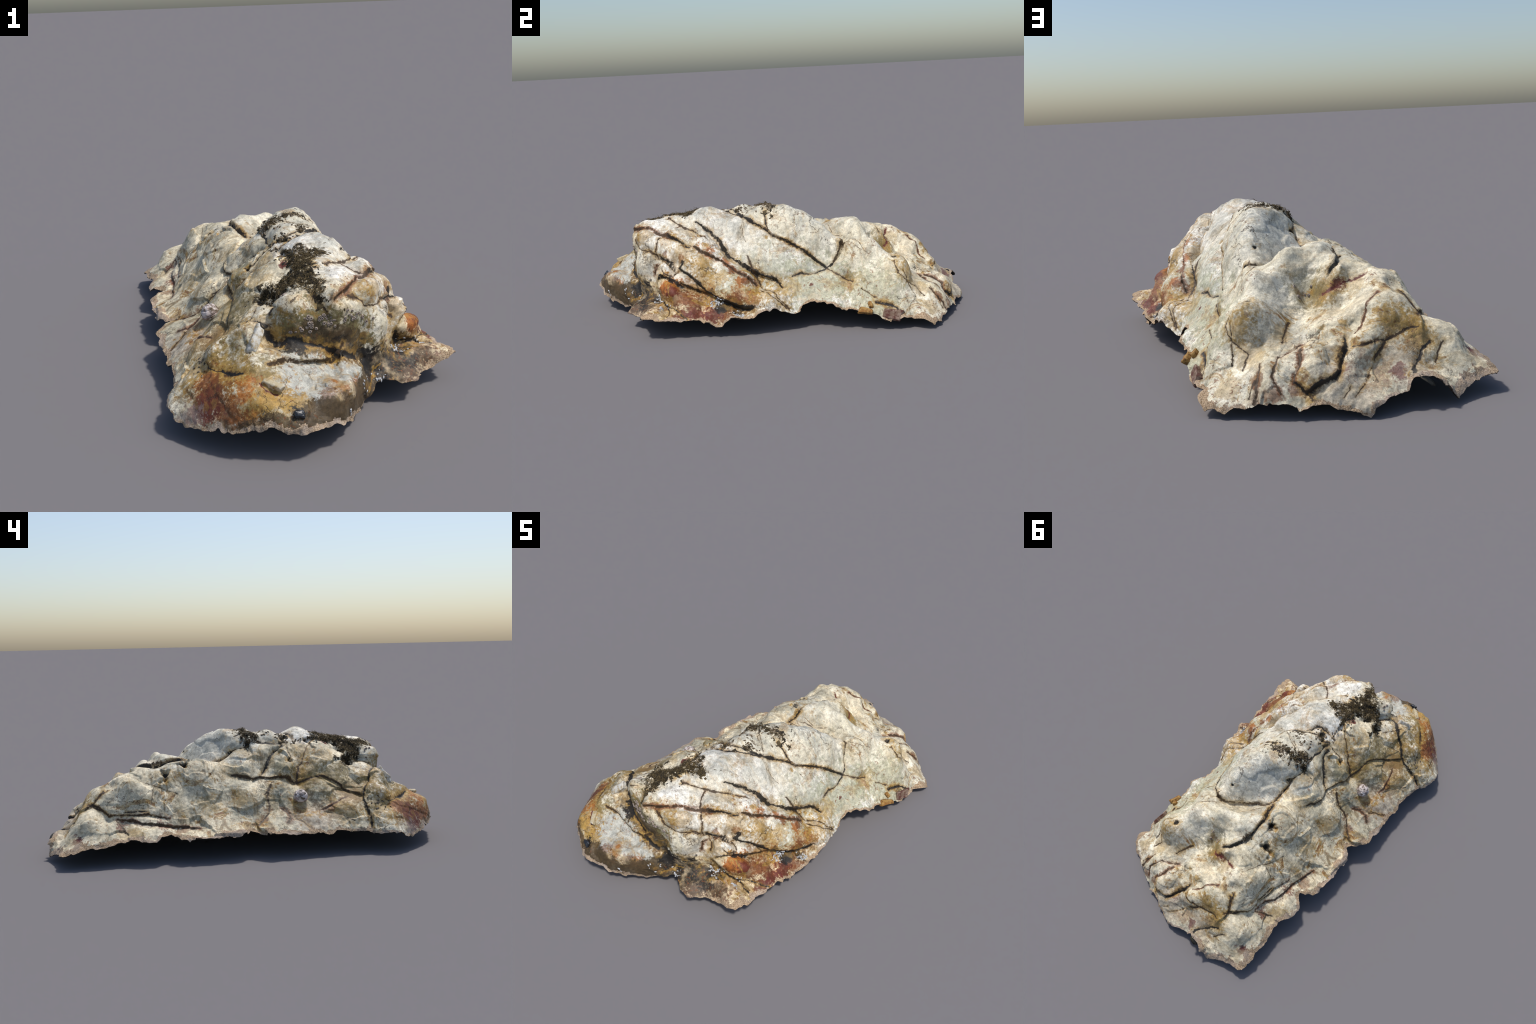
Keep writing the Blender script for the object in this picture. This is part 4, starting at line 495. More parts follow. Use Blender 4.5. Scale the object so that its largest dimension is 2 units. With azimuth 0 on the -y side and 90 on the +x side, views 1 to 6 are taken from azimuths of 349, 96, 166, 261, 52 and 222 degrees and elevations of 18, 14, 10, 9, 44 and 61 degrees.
def seg_dist(Q, a, b):
    e = b - a
    w = Q - a
    t = np.clip((w @ e) / (e @ e + 1e-12), 0, 1)
    return np.linalg.norm(w - t[:, None] * e, axis=1)

def face_normals_to_verts(P, F):
    a, b, c, d = (P[F[:, k]] for k in range(4))
    n = np.cross(c - a, d - b)
    N = np.zeros_like(P)
    for k in range(4):
        np.add.at(N, F[:, k], n)
    return N / np.maximum(np.linalg.norm(N, axis=1, keepdims=True), 1e-12)

# ------------------------------------------------------------------ the rock skin
H = 0.0038
LM = np.array([p for g in LANDMARKS.values() for p in g] + [p for g in RIM.values() for p in g] + [p for g in SKYLINE.values() for p in g])
n0, n1 = sum(map(len, LANDMARKS.values())), sum(map(len, RIM.values()))
lam = np.r_[np.full(n0, 2e-4), np.full(n1, 1e-4), np.full(len(LM) - n0 - n1, 1e-3)]
uv, rad = unroll(LM)
skin = Spline(uv, rad, lam)
rim_uv, _ = unroll(np.array([p for g in RIM.values() for p in g]))

def ragged(q, sd):
    """the rim is torn: small teeth and bays, in the unrolled plane"""
    p3 = np.c_[q, np.zeros(len(q))]
    tooth = np.abs(noise3(p3, 22, 5)) * 0.012 - 0.004
    return sd - np.where(np.abs(sd) < 0.06, tooth + 0.0024 * noise3(p3, 85, 6), 0)

us, vs = np.arange(-0.76, 0.76, H), np.arange(-1.2, 1.3, H)
U, V = np.meshgrid(us, vs)
g = np.stack([U, V], -1).reshape(-1, 2)
sd = ragged(g, poly_sdf(g, rim_uv)).reshape(U.shape)
keep = sd > 0
cell = keep[:-1, :-1] & keep[1:, :-1] & keep[:-1, 1:] & keep[1:, 1:]
idx = np.arange(U.size).reshape(U.shape)
F = np.stack([idx[:-1, :-1], idx[:-1, 1:], idx[1:, 1:], idx[1:, :-1]], -1)[cell]
used = np.unique(F)
remap = -np.ones(U.size, int)
remap[used] = np.arange(len(used))
q, F = g[used], remap[F]
gy, gx = np.gradient(sd, H)
edge_d = sd.ravel()[used]
grad = np.stack([gx.ravel()[used], gy.ravel()[used]], 1)
grad /= np.maximum(np.linalg.norm(grad, axis=1, keepdims=True), 1e-9)

# boundary loop
E = np.concatenate([F[:, [0, 1]], F[:, [1, 2]], F[:, [2, 3]], F[:, [3, 0]]])
key = np.sort(E, 1) @ np.array([len(q), 1])
_, inv, cnt = np.unique(key, return_inverse=True, return_counts=True)
border = E[cnt[inv] == 1]
on_edge = np.zeros(len(q), bool)
on_edge[border.ravel()] = True
move = np.where(on_edge, np.clip(edge_d, 0, 1.3 * H), 0)
q = q - grad * move[:, None]

P0 = roll(q, skin(q))
N0 = face_normals_to_verts(P0, F)

# cracks: grooves with rounded shoulders, some with one side standing proud
disp = np.zeros(len(q))
bulge = np.zeros(len(q)) + 9.0
wob = P0 + 0.004 * np.stack([noise3(P0, 22, 40 + k) for k in range(3)], 1)
for name, (kind, width, depth, step, line) in CRACKS.items():
    w, dp = width * 1e-3, 0.68e-3 * depth
    L3 = np.array(line)
    reach = 0.16
    near = np.nonzero(((wob > L3.min(0) - reach) & (wob < L3.max(0) + reach)).all(1))[0]
    Q = wob[near]
    d = np.full(len(near), 9.0)
    along = np.zeros(len(near))
    side = np.zeros(len(near))
    L2, _ = unroll(L3)
    cum = np.r_[0, np.cumsum(np.linalg.norm(np.diff(L3, axis=0), axis=1))]
    for k in range(len(L3) - 1):
        dk = seg_dist(Q, L3[k], L3[k + 1])
        e = L3[k + 1] - L3[k]
        t = np.clip(((Q - L3[k]) @ e) / (e @ e), 0, 1)
        e2 = L2[k + 1] - L2[k]
        w2 = q[near] - L2[k]
        s2 = np.sign(e2[0] * w2[:, 1] - e2[1] * w2[:, 0])
        m = dk < d
        d[m], along[m], side[m] = dk[m], (cum[k] + t[m] * (cum[k + 1] - cum[k])) / cum[-1], s2[m]
    fade = np.clip(np.minimum(along, 1 - along) * 6 + 0.35, 0, 1)
    vary = 0.75 + 0.5 * noise3(Q, 14, 90)
    if kind == "black":
        w = 1.15 * w
    sharp = np.exp(-(d / (0.85 * w)) ** 1.6)
    soft = np.exp(-(d / (2.8 * w + 0.012)) ** 2)
    cut = -dp * fade * vary * (0.70 * sharp + 0.45 * soft)
    disp[near] = np.minimum(disp[near], cut)
    bulge[near] = np.minimum(bulge[near], d)
    if step:
        disp[near] += step * 1e-3 * side * fade * np.exp(-(d / 0.05) ** 1.5) * np.clip(d / (0.6 * w), 0, 1)
disp += 0.008 * (1 - np.exp(-(np.minimum(bulge, 1) / 0.04) ** 2)) - 0.005

# sharp crests and lips
for name, (high, reach, line) in RIDGES.items():
    L3 = np.array(line)
    near = np.nonzero(((wob > L3.min(0) - 0.2) & (wob < L3.max(0) + 0.2)).all(1))[0]
    d = np.min([seg_dist(wob[near], L3[k], L3[k + 1]) for k in range(len(L3) - 1)], 0)
    end = np.minimum(np.linalg.norm(wob[near] - L3[0], axis=1), np.linalg.norm(wob[near] - L3[-1], axis=1))
    disp[near] += 0.75e-3 * high * (np.exp(-d / (reach * 1e-3)) - 0.38 * np.exp(-(d / (2.2e-3 * reach)) ** 2)) * np.clip(end / 0.04, 0.2, 1)

# potholes: small hollows, coloured black inside
for (x, y, z), pr, pd in HOLES:
    d = np.linalg.norm(P0 - (x, y, z), axis=1) * (1 + 0.55 * fbm(P0, 32, 2, 77))
    disp -= pd * np.exp(-(d / pr) ** 3)
# lumps and knuckles: raised rounded pieces
jl = P0 + 0.010 * np.stack([fbm(P0, 20, 2, 700 + k) for k in range(3)], 1)
proud = np.zeros(len(P0))
for pr, ph, places in LUMPS:
    for c in places:
        d = np.linalg.norm(jl - c, axis=1)
        proud = np.maximum(proud, ph * np.exp(-(d / pr) ** 3.2))
disp += proud - 0.0015

rough = np.clip(fbm(P0, 3.0, 2, 61) * 0.6 + 0.7, 0.25, 1.3)
jit = P0 + 0.008 * np.stack([fbm(P0, 18, 2, 200 + k) for k in range(3)], 1)
broken = 0.5 + 0.5 * np.clip((0.02 - P0[:, 0]) / 0.12, 0, 1) * np.clip((0.45 - P0[:, 1]) / 0.2, 0, 1)
disp += 0.42 * broken * facets(jit, 0.14, 300, 0.2, 0.05, (1, 1.3, 1))
disp += 0.12 * broken * facets(jit, 0.05, 400, 0.2, 0.05, (1, 1.4, 1))
disp += 0.0030 * fbm(P0, 7, 2, 1) * rough
disp += 0.0024 * fbm(P0, 24, 3, 2) * rough
disp += 0.0010 * fbm(P0, 90, 2, 3)
# shaly lower front and sea-worn crust are rougher
crusty = np.exp(-(np.maximum(edge_d, 0) / 0.03) ** 2)
disp += 0.004
disp += crusty * (0.004 * fbm(P0, 40, 3, 8))
for outline in WEED.values():
    wsd = poly_sdf(q + 0.010 * np.stack([fbm(P0, 40, 3, 500 + k) for k in range(2)], 1), unroll(np.array(outline))[0])
    disp += np.clip(wsd / 0.012, 0, 1) * (0.001 + 0.012 * np.abs(fbm(P0, 38, 3, 520)) - 0.012 * np.clip(fbm(P0, 22, 2, 530), 0, 1))
P = P0 + N0 * disp[:, None]
P[:, 2] -= max(0.0, P[:, 2].min() - 0.001) + min(0.0, P[:, 2].min())
N = face_normals_to_verts(P, F)

hole_at = {c: P[((P0 - c) ** 2).sum(1).argmin()] + 0.3 * (P0 - P)[((P0 - c) ** 2).sum(1).argmin()] for c, r, dp in HOLES}
# direction the skin faces along every piece of crack
line_n = {}
for name, (kind, width, depth, step, line) in CRACKS.items():
    for k in range(len(line) - 1):
        mid = (np.array(line[k]) + np.array(line[k + 1])) / 2
        e = np.array(line[k + 1]) - np.array(line[k])
        n = N0[np.argsort(((P0 - mid) ** 2).sum(1))[:40]].mean(0)
        n -= e * (n @ e) / max(e @ e, 1e-12)
        line_n[(name, k)] = n / np.linalg.norm(n)

# ------------------------------------------------------------------ regions of the skin
FC = P0[F].mean(1)
fe = edge_d[F].min(1)
seed_p = np.array([s for k in REGIONS for s in REGIONS[k]])
seed_k = np.concatenate([[i] * len(REGIONS[k]) for i, k in enumerate(REGIONS)])
wobF = FC + 0.012 * np.stack([noise3(FC, 16, 140 + k) for k in range(3)], 1)
reg = np.empty(len(F), int)
for i in range(0, len(F), 20000):
    d2 = ((wobF[i:i + 20000, None] - seed_p[None]) ** 2).sum(-1)
    reg[i:i + 20000] = seed_k[d2.argmin(1)]
names = list(REGIONS) + ["sand_crust"]
SAND = np.zeros(len(F), bool)
crust_w = np.zeros(len(F))
for (x, y, z), reach, width in SAND_AT:
    crust_w = np.maximum(crust_w, width * np.clip(2 - 2 * np.linalg.norm(FC - (x, y, z), axis=1) / reach, 0, 1))
SAND = fe < crust_w * (0.75 + 0.6 * noise3(FC, 30, 21) + 0.25 * noise3(FC, 110, 22)) 
reg[SAND] = len(names) - 1

# pockets of dried weed and crumbs: closed outlines on the skin
weed_f = np.zeros(len(F), bool)
quv = q[F].mean(1)
wobuv = quv + 0.010 * np.stack([fbm(FC, 40, 3, 500 + k) for k in range(2)], 1)
weed_in = np.full(len(F), -1.0)
for outline in WEED.values():
    weed_in = np.maximum(weed_in, poly_sdf(wobuv, unroll(np.array(outline))[0]))
weed_f = weed_in + 0.042 * fbm(FC, 34, 4, 540, 0.65) > 0.012
names.append("weed_mat")
reg[weed_f] = len(names) - 1

# ------------------------------------------------------------------ materials
def new_mat(name):
    m = bpy.data.materials.new(name)
    m.use_nodes = True
    nt = m.node_tree
    return m, nt, nt.nodes["Principled BSDF"]

class NB:
    """small helper that writes shader nodes in order"""
    def __init__(self, nt):
        self.nt = nt
        self.co = nt.nodes.new("ShaderNodeTexCoord").outputs["Object"]
    def put(self, sock, v):
        if hasattr(v, "is_output"):
            self.nt.links.new(v, sock)
        else:
            sock.default_value = v
    def math(self, op, a, b=0.0, c=None, clamp=False):
        n = self.nt.nodes.new("ShaderNodeMath")
        n.operation, n.use_clamp = op, clamp
        self.put(n.inputs[0], a); self.put(n.inputs[1], b)
        if c is not None:
            self.put(n.inputs[2], c)
        return n.outputs[0]
    def vec(self, op, a, b=None, scale=None):
        n = self.nt.nodes.new("ShaderNodeVectorMath")
        n.operation = op
        self.put(n.inputs[0], a)
        if b is not None:
            self.put(n.inputs[1], b)
        if scale is not None:
            self.put(n.inputs["Scale"], scale)
        return n.outputs["Value"] if op in ("DOT_PRODUCT", "DISTANCE", "LENGTH") else n.outputs["Vector"]
    def noise(self, scale, detail=4, rough=0.55, co=None, dist=0.0, out="Fac"):
        n = self.nt.nodes.new("ShaderNodeTexNoise")
        self.put(n.inputs["Vector"], co or self.co)
        n.inputs["Scale"].default_value, n.inputs["Detail"].default_value = scale, detail
        n.inputs["Roughness"].default_value, n.inputs["Distortion"].default_value = rough, dist
        return n.outputs[out]
    def stretch(self, sx, sy, sz, off=(0, 0, 0)):
        n = self.nt.nodes.new("ShaderNodeMapping")
        self.nt.links.new(self.co, n.inputs["Vector"])
        n.inputs["Scale"].default_value, n.inputs["Location"].default_value = (sx, sy, sz), off
        return n.outputs[0]
    def step(self, v, lo, hi, a=0.0, b=1.0):
        n = self.nt.nodes.new("ShaderNodeMapRange")
        n.interpolation_type = 'SMOOTHSTEP'
        self.put(n.inputs["Value"], v)
        for k, x in zip(("From Min", "From Max", "To Min", "To Max"), (lo, hi, a, b)):
            self.put(n.inputs[k], x)
        return n.outputs["Result"]
    def mix(self, f, a, b, mode='MIX'):
        n = self.nt.nodes.new("ShaderNodeMix")
        n.data_type, n.blend_type = 'RGBA', mode
        self.put(n.inputs["Factor"], f)
        for k, c in ((6, a), (7, b)):
            self.put(n.inputs[k], c if hasattr(c, "is_output") else (*c, 1))
        return n.outputs[2]
    def segment(self, p, a, e, nrm, w, prev):
        n = self.nt.nodes.new("ShaderNodeGroup")
        n.node_tree = SEGMENT
        self.put(n.inputs["Point"], p); self.put(n.inputs["Prev"], prev)
        for k, v in (("A", a), ("E", e), ("F", e / (e @ e)), ("Normal", nrm)):
            n.inputs[k].default_value = tuple(v)
        n.inputs["W"].default_value = w
        return n.outputs[0]
    def crack(self, p, name, prev):
        n = self.nt.nodes.new("ShaderNodeGroup")
        n.node_tree = crack_group(name)
        self.put(n.inputs["Point"], p); self.put(n.inputs["Prev"], prev)
        return n.outputs[0]
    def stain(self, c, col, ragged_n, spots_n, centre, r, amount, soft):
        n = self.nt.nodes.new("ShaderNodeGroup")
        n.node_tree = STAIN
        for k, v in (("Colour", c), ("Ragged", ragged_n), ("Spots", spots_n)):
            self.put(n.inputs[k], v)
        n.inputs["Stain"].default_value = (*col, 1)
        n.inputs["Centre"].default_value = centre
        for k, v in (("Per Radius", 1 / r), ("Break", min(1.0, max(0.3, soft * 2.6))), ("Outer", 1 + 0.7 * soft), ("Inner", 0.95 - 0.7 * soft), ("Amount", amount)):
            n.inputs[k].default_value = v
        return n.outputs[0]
    def bump(self, h, strength, dist):
        n = self.nt.nodes.new("ShaderNodeBump")
        self.put(n.inputs["Height"], h)
        n.inputs["Strength"].default_value, n.inputs["Distance"].default_value = strength, dist
        return n.outputs[0]

def make_segment_group():
    """distance from a point to the segment A..A+E, in crack widths, kept if smaller than Prev"""
    t = bpy.data.node_groups.new("crack_segment", "ShaderNodeTree")
    for nm, ty in (("Point", "Vector"), ("A", "Vector"), ("E", "Vector"), ("F", "Vector"), ("Normal", "Vector"), ("W", "Float"), ("Prev", "Float")):
        t.interface.new_socket(nm, in_out='INPUT', socket_type="NodeSocket" + ty)
    t.interface.new_socket("Distance", in_out='OUTPUT', socket_type="NodeSocketFloat")
    i, o = t.nodes.new("NodeGroupInput").outputs, t.nodes.new("NodeGroupOutput")
    b = NB.__new__(NB)
    b.nt = t
    rel = b.vec('SUBTRACT', i["Point"], i["A"])
    rel = b.vec('SUBTRACT', rel, b.vec('SCALE', i["Normal"], scale=b.math('MULTIPLY', b.vec('DOT_PRODUCT', rel, i["Normal"]), 0.9)))
    h = b.math('MAXIMUM', b.math('MINIMUM', b.vec('DOT_PRODUCT', rel, i["F"]), 1.0), 0.0)
    d = b.math('MULTIPLY', b.vec('DISTANCE', rel, b.vec('SCALE', i["E"], scale=h)), i["W"])
    t.links.new(b.math('MINIMUM', d, i["Prev"]), o.inputs[0])
    return t

SEGMENT = make_segment_group()
_crack_groups = {}

def crack_group(name):
    """distance to one whole crack, in units of its half width"""
    if name not in _crack_groups:
        t = bpy.data.node_groups.new("crack_" + name, "ShaderNodeTree")
        for nm, ty in (("Point", "Vector"), ("Prev", "Float")):
            t.interface.new_socket(nm, in_out='INPUT', socket_type="NodeSocket" + ty)
        t.interface.new_socket("Distance", in_out='OUTPUT', socket_type="NodeSocketFloat")
        i, o = t.nodes.new("NodeGroupInput").outputs, t.nodes.new("NodeGroupOutput")
        b = NB.__new__(NB)
        b.nt = t
        kind, width, depth, stp, line = CRACKS[name]
        d = i["Prev"]
        for k, (p0, p1) in enumerate(zip(line[:-1], line[1:])):
            e = np.array(p1) - np.array(p0)
            if e @ e > 1e-8:
                d = b.segment(i["Point"], p0, e, line_n[(name, k)], 1000.0 / width, d)
        t.links.new(d, o.inputs[0])
        _crack_groups[name] = t
    return _crack_groups[name]

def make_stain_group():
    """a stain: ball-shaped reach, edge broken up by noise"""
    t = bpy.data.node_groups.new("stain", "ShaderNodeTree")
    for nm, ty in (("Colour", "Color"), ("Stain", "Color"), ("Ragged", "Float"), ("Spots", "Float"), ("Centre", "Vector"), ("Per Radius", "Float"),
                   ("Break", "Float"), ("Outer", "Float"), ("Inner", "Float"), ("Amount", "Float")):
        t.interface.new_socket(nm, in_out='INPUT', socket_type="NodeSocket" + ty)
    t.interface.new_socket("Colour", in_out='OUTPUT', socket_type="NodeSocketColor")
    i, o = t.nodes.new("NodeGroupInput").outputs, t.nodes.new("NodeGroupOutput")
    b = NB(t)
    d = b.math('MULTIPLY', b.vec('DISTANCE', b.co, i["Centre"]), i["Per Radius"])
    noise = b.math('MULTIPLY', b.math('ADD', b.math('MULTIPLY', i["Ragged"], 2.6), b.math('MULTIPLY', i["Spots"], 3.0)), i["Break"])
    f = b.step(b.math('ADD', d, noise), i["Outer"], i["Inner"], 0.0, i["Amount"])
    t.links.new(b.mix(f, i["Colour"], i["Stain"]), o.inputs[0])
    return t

STAIN = make_stain_group()

COL = dict(cream=(0.67, 0.63, 0.52), white=(0.86, 0.82, 0.72), grey=(0.45, 0.445, 0.39), warm=(0.52, 0.41, 0.25),
           olive=(0.17, 0.14, 0.055), ochre=(0.38, 0.225, 0.045), orange=(0.36, 0.105, 0.010), rust=(0.17, 0.055, 0.013),
           red=(0.11, 0.016, 0.010), brown=(0.055, 0.030, 0.012), black=(0.012, 0.010, 0.008), sand=(0.42, 0.29, 0.17),
           green=(0.36, 0.36, 0.23), pink=(0.27, 0.20, 0.17), slate=(0.36, 0.355, 0.30), mud=(0.075, 0.048, 0.020))

def rock_material(name, lo, hi, streaky=0.35, tint=(1, 1, 1), weather=0.5):
    """quartz rock: pale mottled ground, colour patches set by place, darkened cracks"""
    m, nt, bsdf = new_mat(name)
    b = NB(nt)
    lo, hi = np.array(lo) - 0.06, np.array(hi) + 0.06
    inside = lambda c, r=0.0: bool(np.all(np.array(c) > lo - r) and np.all(np.array(c) < hi + r))
    big = b.noise(2.6, 3, 0.6)
    mid = b.noise(8, 4, 0.52, dist=0.3)
    fine = b.noise(48, 6, 0.7)
    grain = b.noise(190, 4, 0.75)
    streak = b.noise(7, 5, 0.65, co=b.stretch(1.0, 4.2, 1.1, (3, 1, 2)), dist=0.5)
    # ground colour
    c = b.mix(b.step(big, 0.36, 0.56), COL["grey"], COL["cream"])
    c = b.mix(b.step(mid, 0.42, 0.62, 0, 0.85), c, COL["white"])
    c = b.mix(b.step(streak, 0.49, 0.70, 0, 0.6), c, COL["warm"])
    c = b.mix(b.step(b.noise(9, 7, 0.72, co=b.stretch(0.9, 2.1, 1.0, (1, 6, 2)), dist=0.8), 0.50, 0.62, 0, streaky), c, (0.17, 0.115, 0.045))
    c = b.mix(b.step(b.noise(14, 6, 0.7, co=b.stretch(1, 1, 1, (9, 4, 7))), 0.53, 0.68, 0, 0.5), c, COL["slate"])
    c = b.mix(b.step(b.noise(33, 6, 0.75, co=b.stretch(1, 1, 1, (2, 3, 8)), dist=0.3), 0.54, 0.68, 0, 0.4), c, (0.24, 0.21, 0.155))
    c = b.mix(1.0, c, tint, 'MULTIPLY')
    # broad stains
    ragged_n = b.math('SUBTRACT', b.noise(11, 7, 0.72, co=b.stretch(1, 1, 1, (5, 5, 1))), 0.5)
    spots_n = b.math('SUBTRACT', b.math('ADD', b.noise(38, 6, 0.75, co=b.stretch(1, 1, 1, (2, 8, 3))), b.math('MULTIPLY', b.noise(95, 4, 0.65, co=b.stretch(1, 1, 1, (4, 1, 3))), 0.8)), 0.9)
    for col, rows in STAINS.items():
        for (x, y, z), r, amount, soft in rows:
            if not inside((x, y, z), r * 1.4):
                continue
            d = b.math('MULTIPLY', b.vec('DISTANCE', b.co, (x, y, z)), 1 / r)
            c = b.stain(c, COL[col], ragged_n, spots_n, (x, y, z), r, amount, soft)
    # weathering blotches: ochre with brown cores
    wn = b.noise(6.5, 7, 0.74, co=b.stretch(1, 1, 1, (11, 2, 5)), dist=0.7)
    c = b.mix(b.step(wn, 0.555, 0.60, 0, weather), c, COL["ochre"])
    c = b.mix(b.step(b.math('MULTIPLY_ADD', spots_n, 0.35, wn), 0.595, 0.66, 0, weather), c, COL["rust"])
    # freckles of rusty brown
    fr = b.math('MULTIPLY', b.step(b.noise(70, 3, 0.6, co=b.stretch(1, 1, 1, (1, 3, 9)), dist=0.8), 0.585, 0.64), b.step(b.noise(5, 3, 0.6, co=b.stretch(1, 1, 1, (7, 2, 5))), 0.46, 0.60, 0.0, 0.75))
    c = b.mix(fr, c, COL["rust"])
    # hairline fractures
    vor = nt.nodes.new("ShaderNodeTexVoronoi")
    vor.feature = 'DISTANCE_TO_EDGE'
    vor.inputs["Scale"].default_value = 8.0
    b.put(vor.inputs["Vector"], b.vec('ADD', b.stretch(1.0, 0.62, 1.0, (0.3, 0.7, 0.2)), b.vec('SCALE', b.vec('SUBTRACT', b.noise(9, 5, 0.65, out="Color"), (0.5, 0.5, 0.5)), scale=0.16)))
    hair = b.math('MULTIPLY', b.step(vor.outputs["Distance"], 0.020, 0.003, 0, 0.8), b.step(b.noise(4.5, 3, 0.6, co=b.stretch(1, 1, 1, (2, 9, 4))), 0.52, 0.64))
    c = b.mix(b.math('MULTIPLY', b.step(vor.outputs["Distance"], 0.16, 0.01, 0, 0.55), b.step(b.noise(7, 5, 0.7, co=b.stretch(1, 1, 1, (1, 7, 8))), 0.50, 0.64)), c, COL["warm"])
    c = b.mix(hair, c, COL["brown"])
    # yellow-brown halos; dark cores drawn so shallow cracks look deep in shadow
    warp = b.vec('ADD', b.co, b.vec('SCALE', b.vec('SUBTRACT', b.noise(52, 5, 0.65, out="Color"), (0.5, 0.5, 0.5)), scale=0.015))
    kinds = {}
    for cname, (kind, width, depth, stp, line) in CRACKS.items():
        if any(inside(p) for p in line):
            kinds[kind] = b.crack(warp, cname, kinds.get(kind, 99.0))
    for (x, y, z), r, pd in HOLES:
        if inside((x, y, z)):
            d = b.math('MULTIPLY', b.vec('DISTANCE', warp, tuple(hole_at[(x, y, z)])), 0.60 / r)
            kinds["pit"] = d if "pit" not in kinds else b.math('MINIMUM', kinds["pit"], d)
    swell = b.step(b.noise(8, 3, 0.6, co=b.stretch(1, 1, 1, (7, 3, 3))), 0.36, 0.64, 0.72, 1.9)
    for kind in kinds:
        kinds[kind] = b.math('MULTIPLY', kinds[kind], swell)
    thin = b.math('SUBTRACT', b.noise(26, 5, 0.7, co=b.stretch(1, 1, 1, (4, 4, 4))), 0.5)
    patchy = b.step(b.noise(5.5, 3, 0.6, co=b.stretch(1, 1, 1, (8, 1, 6))), 0.40, 0.60, 0.28, 1.0)
    halo_style = dict(pit=("ochre", 1.8, 0.6), black=("ochre", 4.4, 0.8), brown=("ochre", 4.6, 0.75), rust=("rust", 3.2, 0.75), red=("rust", 3.0, 0.85), fine=("warm", 4.0, 0.5))
    for kind, d in kinds.items():
        hc, reach, amt = halo_style[kind]
        dn = b.math('MULTIPLY_ADD', thin, 11.0, d)
        c = b.mix(b.math('MULTIPLY', b.step(dn, reach, reach * 0.2, 0, amt), patchy), c, COL[hc])
        if kind in ("black", "brown", "rust"):
            dr = b.math('MULTIPLY_ADD', spots_n, 8.0, d)
            c = b.mix(b.math('MULTIPLY', b.step(dr, 2.2, 0.5, 0, 0.9), patchy), c, (0.085, 0.038, 0.012) if kind != "rust" else COL["rust"])  # seam edges browned to carry baked-in joint shading
    core_style = dict(pit=("black", 0.96, 1.0), black=("black", 0.96, 0.92), brown=("brown", 0.95, 1.0), rust=("brown", 0.95, 1.0), red=("red", 0.95, 1.0), fine=("brown", 0.85, 0.75))
    for kind, d in kinds.items():
        cc, amt, wd = core_style[kind]
        dn = b.math('ADD', b.math('MULTIPLY_ADD', thin, 2.2, d), b.math('MULTIPLY', spots_n, 1.6))
        c = b.mix(b.step(dn, wd, wd * 0.55, 0, amt), c, COL[cc])
    # fine mottling of the crystal grain, and pepper
    val = b.math('MULTIPLY', b.step(fine, 0.30, 0.66, 0.72, 1.20), b.step(grain, 0.34, 0.66, 0.84, 1.16))
    pep = b.step(b.noise(130, 3, 0.65, co=b.stretch(1, 1, 1, (6, 6, 2))), 0.61, 0.70, 0, 0.45)
    c = b.mix(pep, c, (0.13, 0.105, 0.07))
    hsv = nt.nodes.new("ShaderNodeHueSaturation")
    b.put(hsv.inputs["Color"], c); b.put(hsv.inputs["Value"], val)
    b.put(bsdf.inputs["Base Color"], hsv.outputs[0])
    bsdf.inputs["Roughness"].default_value = 0.60
    bsdf.inputs["Specular IOR Level"].default_value = 0.45
    hgt = b.math('SUBTRACT', b.math('ADD', b.math('MULTIPLY', fine, 0.6), b.math('MULTIPLY', grain, 0.25)), b.math('MULTIPLY', hair, 0.7))
    b.put(bsdf.inputs["Normal"], b.bump(hgt, 0.55, 0.006))
    return m

def sand_material():
    m, nt, bsdf = new_mat("sand_crust")
    b = NB(nt)
    c = b.mix(b.step(b.noise(230, 3, 0.7), 0.38, 0.62), (0.20, 0.125, 0.065), (0.55, 0.40, 0.25))
    c = b.mix(b.step(b.noise(7, 4, 0.6), 0.45, 0.65, 0, 0.5), c, (0.42, 0.36, 0.32))
    c = b.mix(b.step(b.noise(320, 2, 0.5, co=b.stretch(1, 1, 1, (3, 3, 3))), 0.62, 0.70, 0, 0.8), c, (0.75, 0.66, 0.55))
    b.put(bsdf.inputs["Base Color"], c)
    bsdf.inputs["Roughness"].default_value = 0.9
    b.put(bsdf.inputs["Normal"], b.bump(b.noise(230, 3, 0.7), 0.7, 0.004))
    return m

def plain_material(name, rows, scale, rough=0.7, bump=0.5, spec=0.4):
    """two or three colours mixed by noise"""
    m, nt, bsdf = new_mat(name)
    b = NB(nt)
    c = rows[0]
    for k, col in enumerate(rows[1:]):
        c = b.mix(b.step(b.noise(scale * (1 + 0.7 * k), 5, 0.65, co=b.stretch(1, 1, 1, (k * 3, k, 2 * k))), 0.44, 0.60), c, col)
    b.put(bsdf.inputs["Base Color"], c if hasattr(c, "is_output") else (*c, 1))
    bsdf.inputs["Roughness"].default_value = rough
    bsdf.inputs["Specular IOR Level"].default_value = spec
    b.put(bsdf.inputs["Normal"], b.bump(b.noise(scale * 3, 4, 0.7), bump, 0.004))
    return m

# ------------------------------------------------------------------ build objects
root = bpy.data.objects.new("coastal_boulder", None)
root.empty_display_size = 0.3
bpy.context.collection.objects.link(root)
root["label"] = "pale cracked quartz boulder with rust stains and barnacles"
root["category"] = "rock"

def link(name, me, parent=root, mat=None):
    o = bpy.data.objects.new(name, me)
    bpy.context.collection.objects.link(o)
    o.parent = parent
    if mat is not None and not me.materials:
        me.materials.append(mat)
    return o

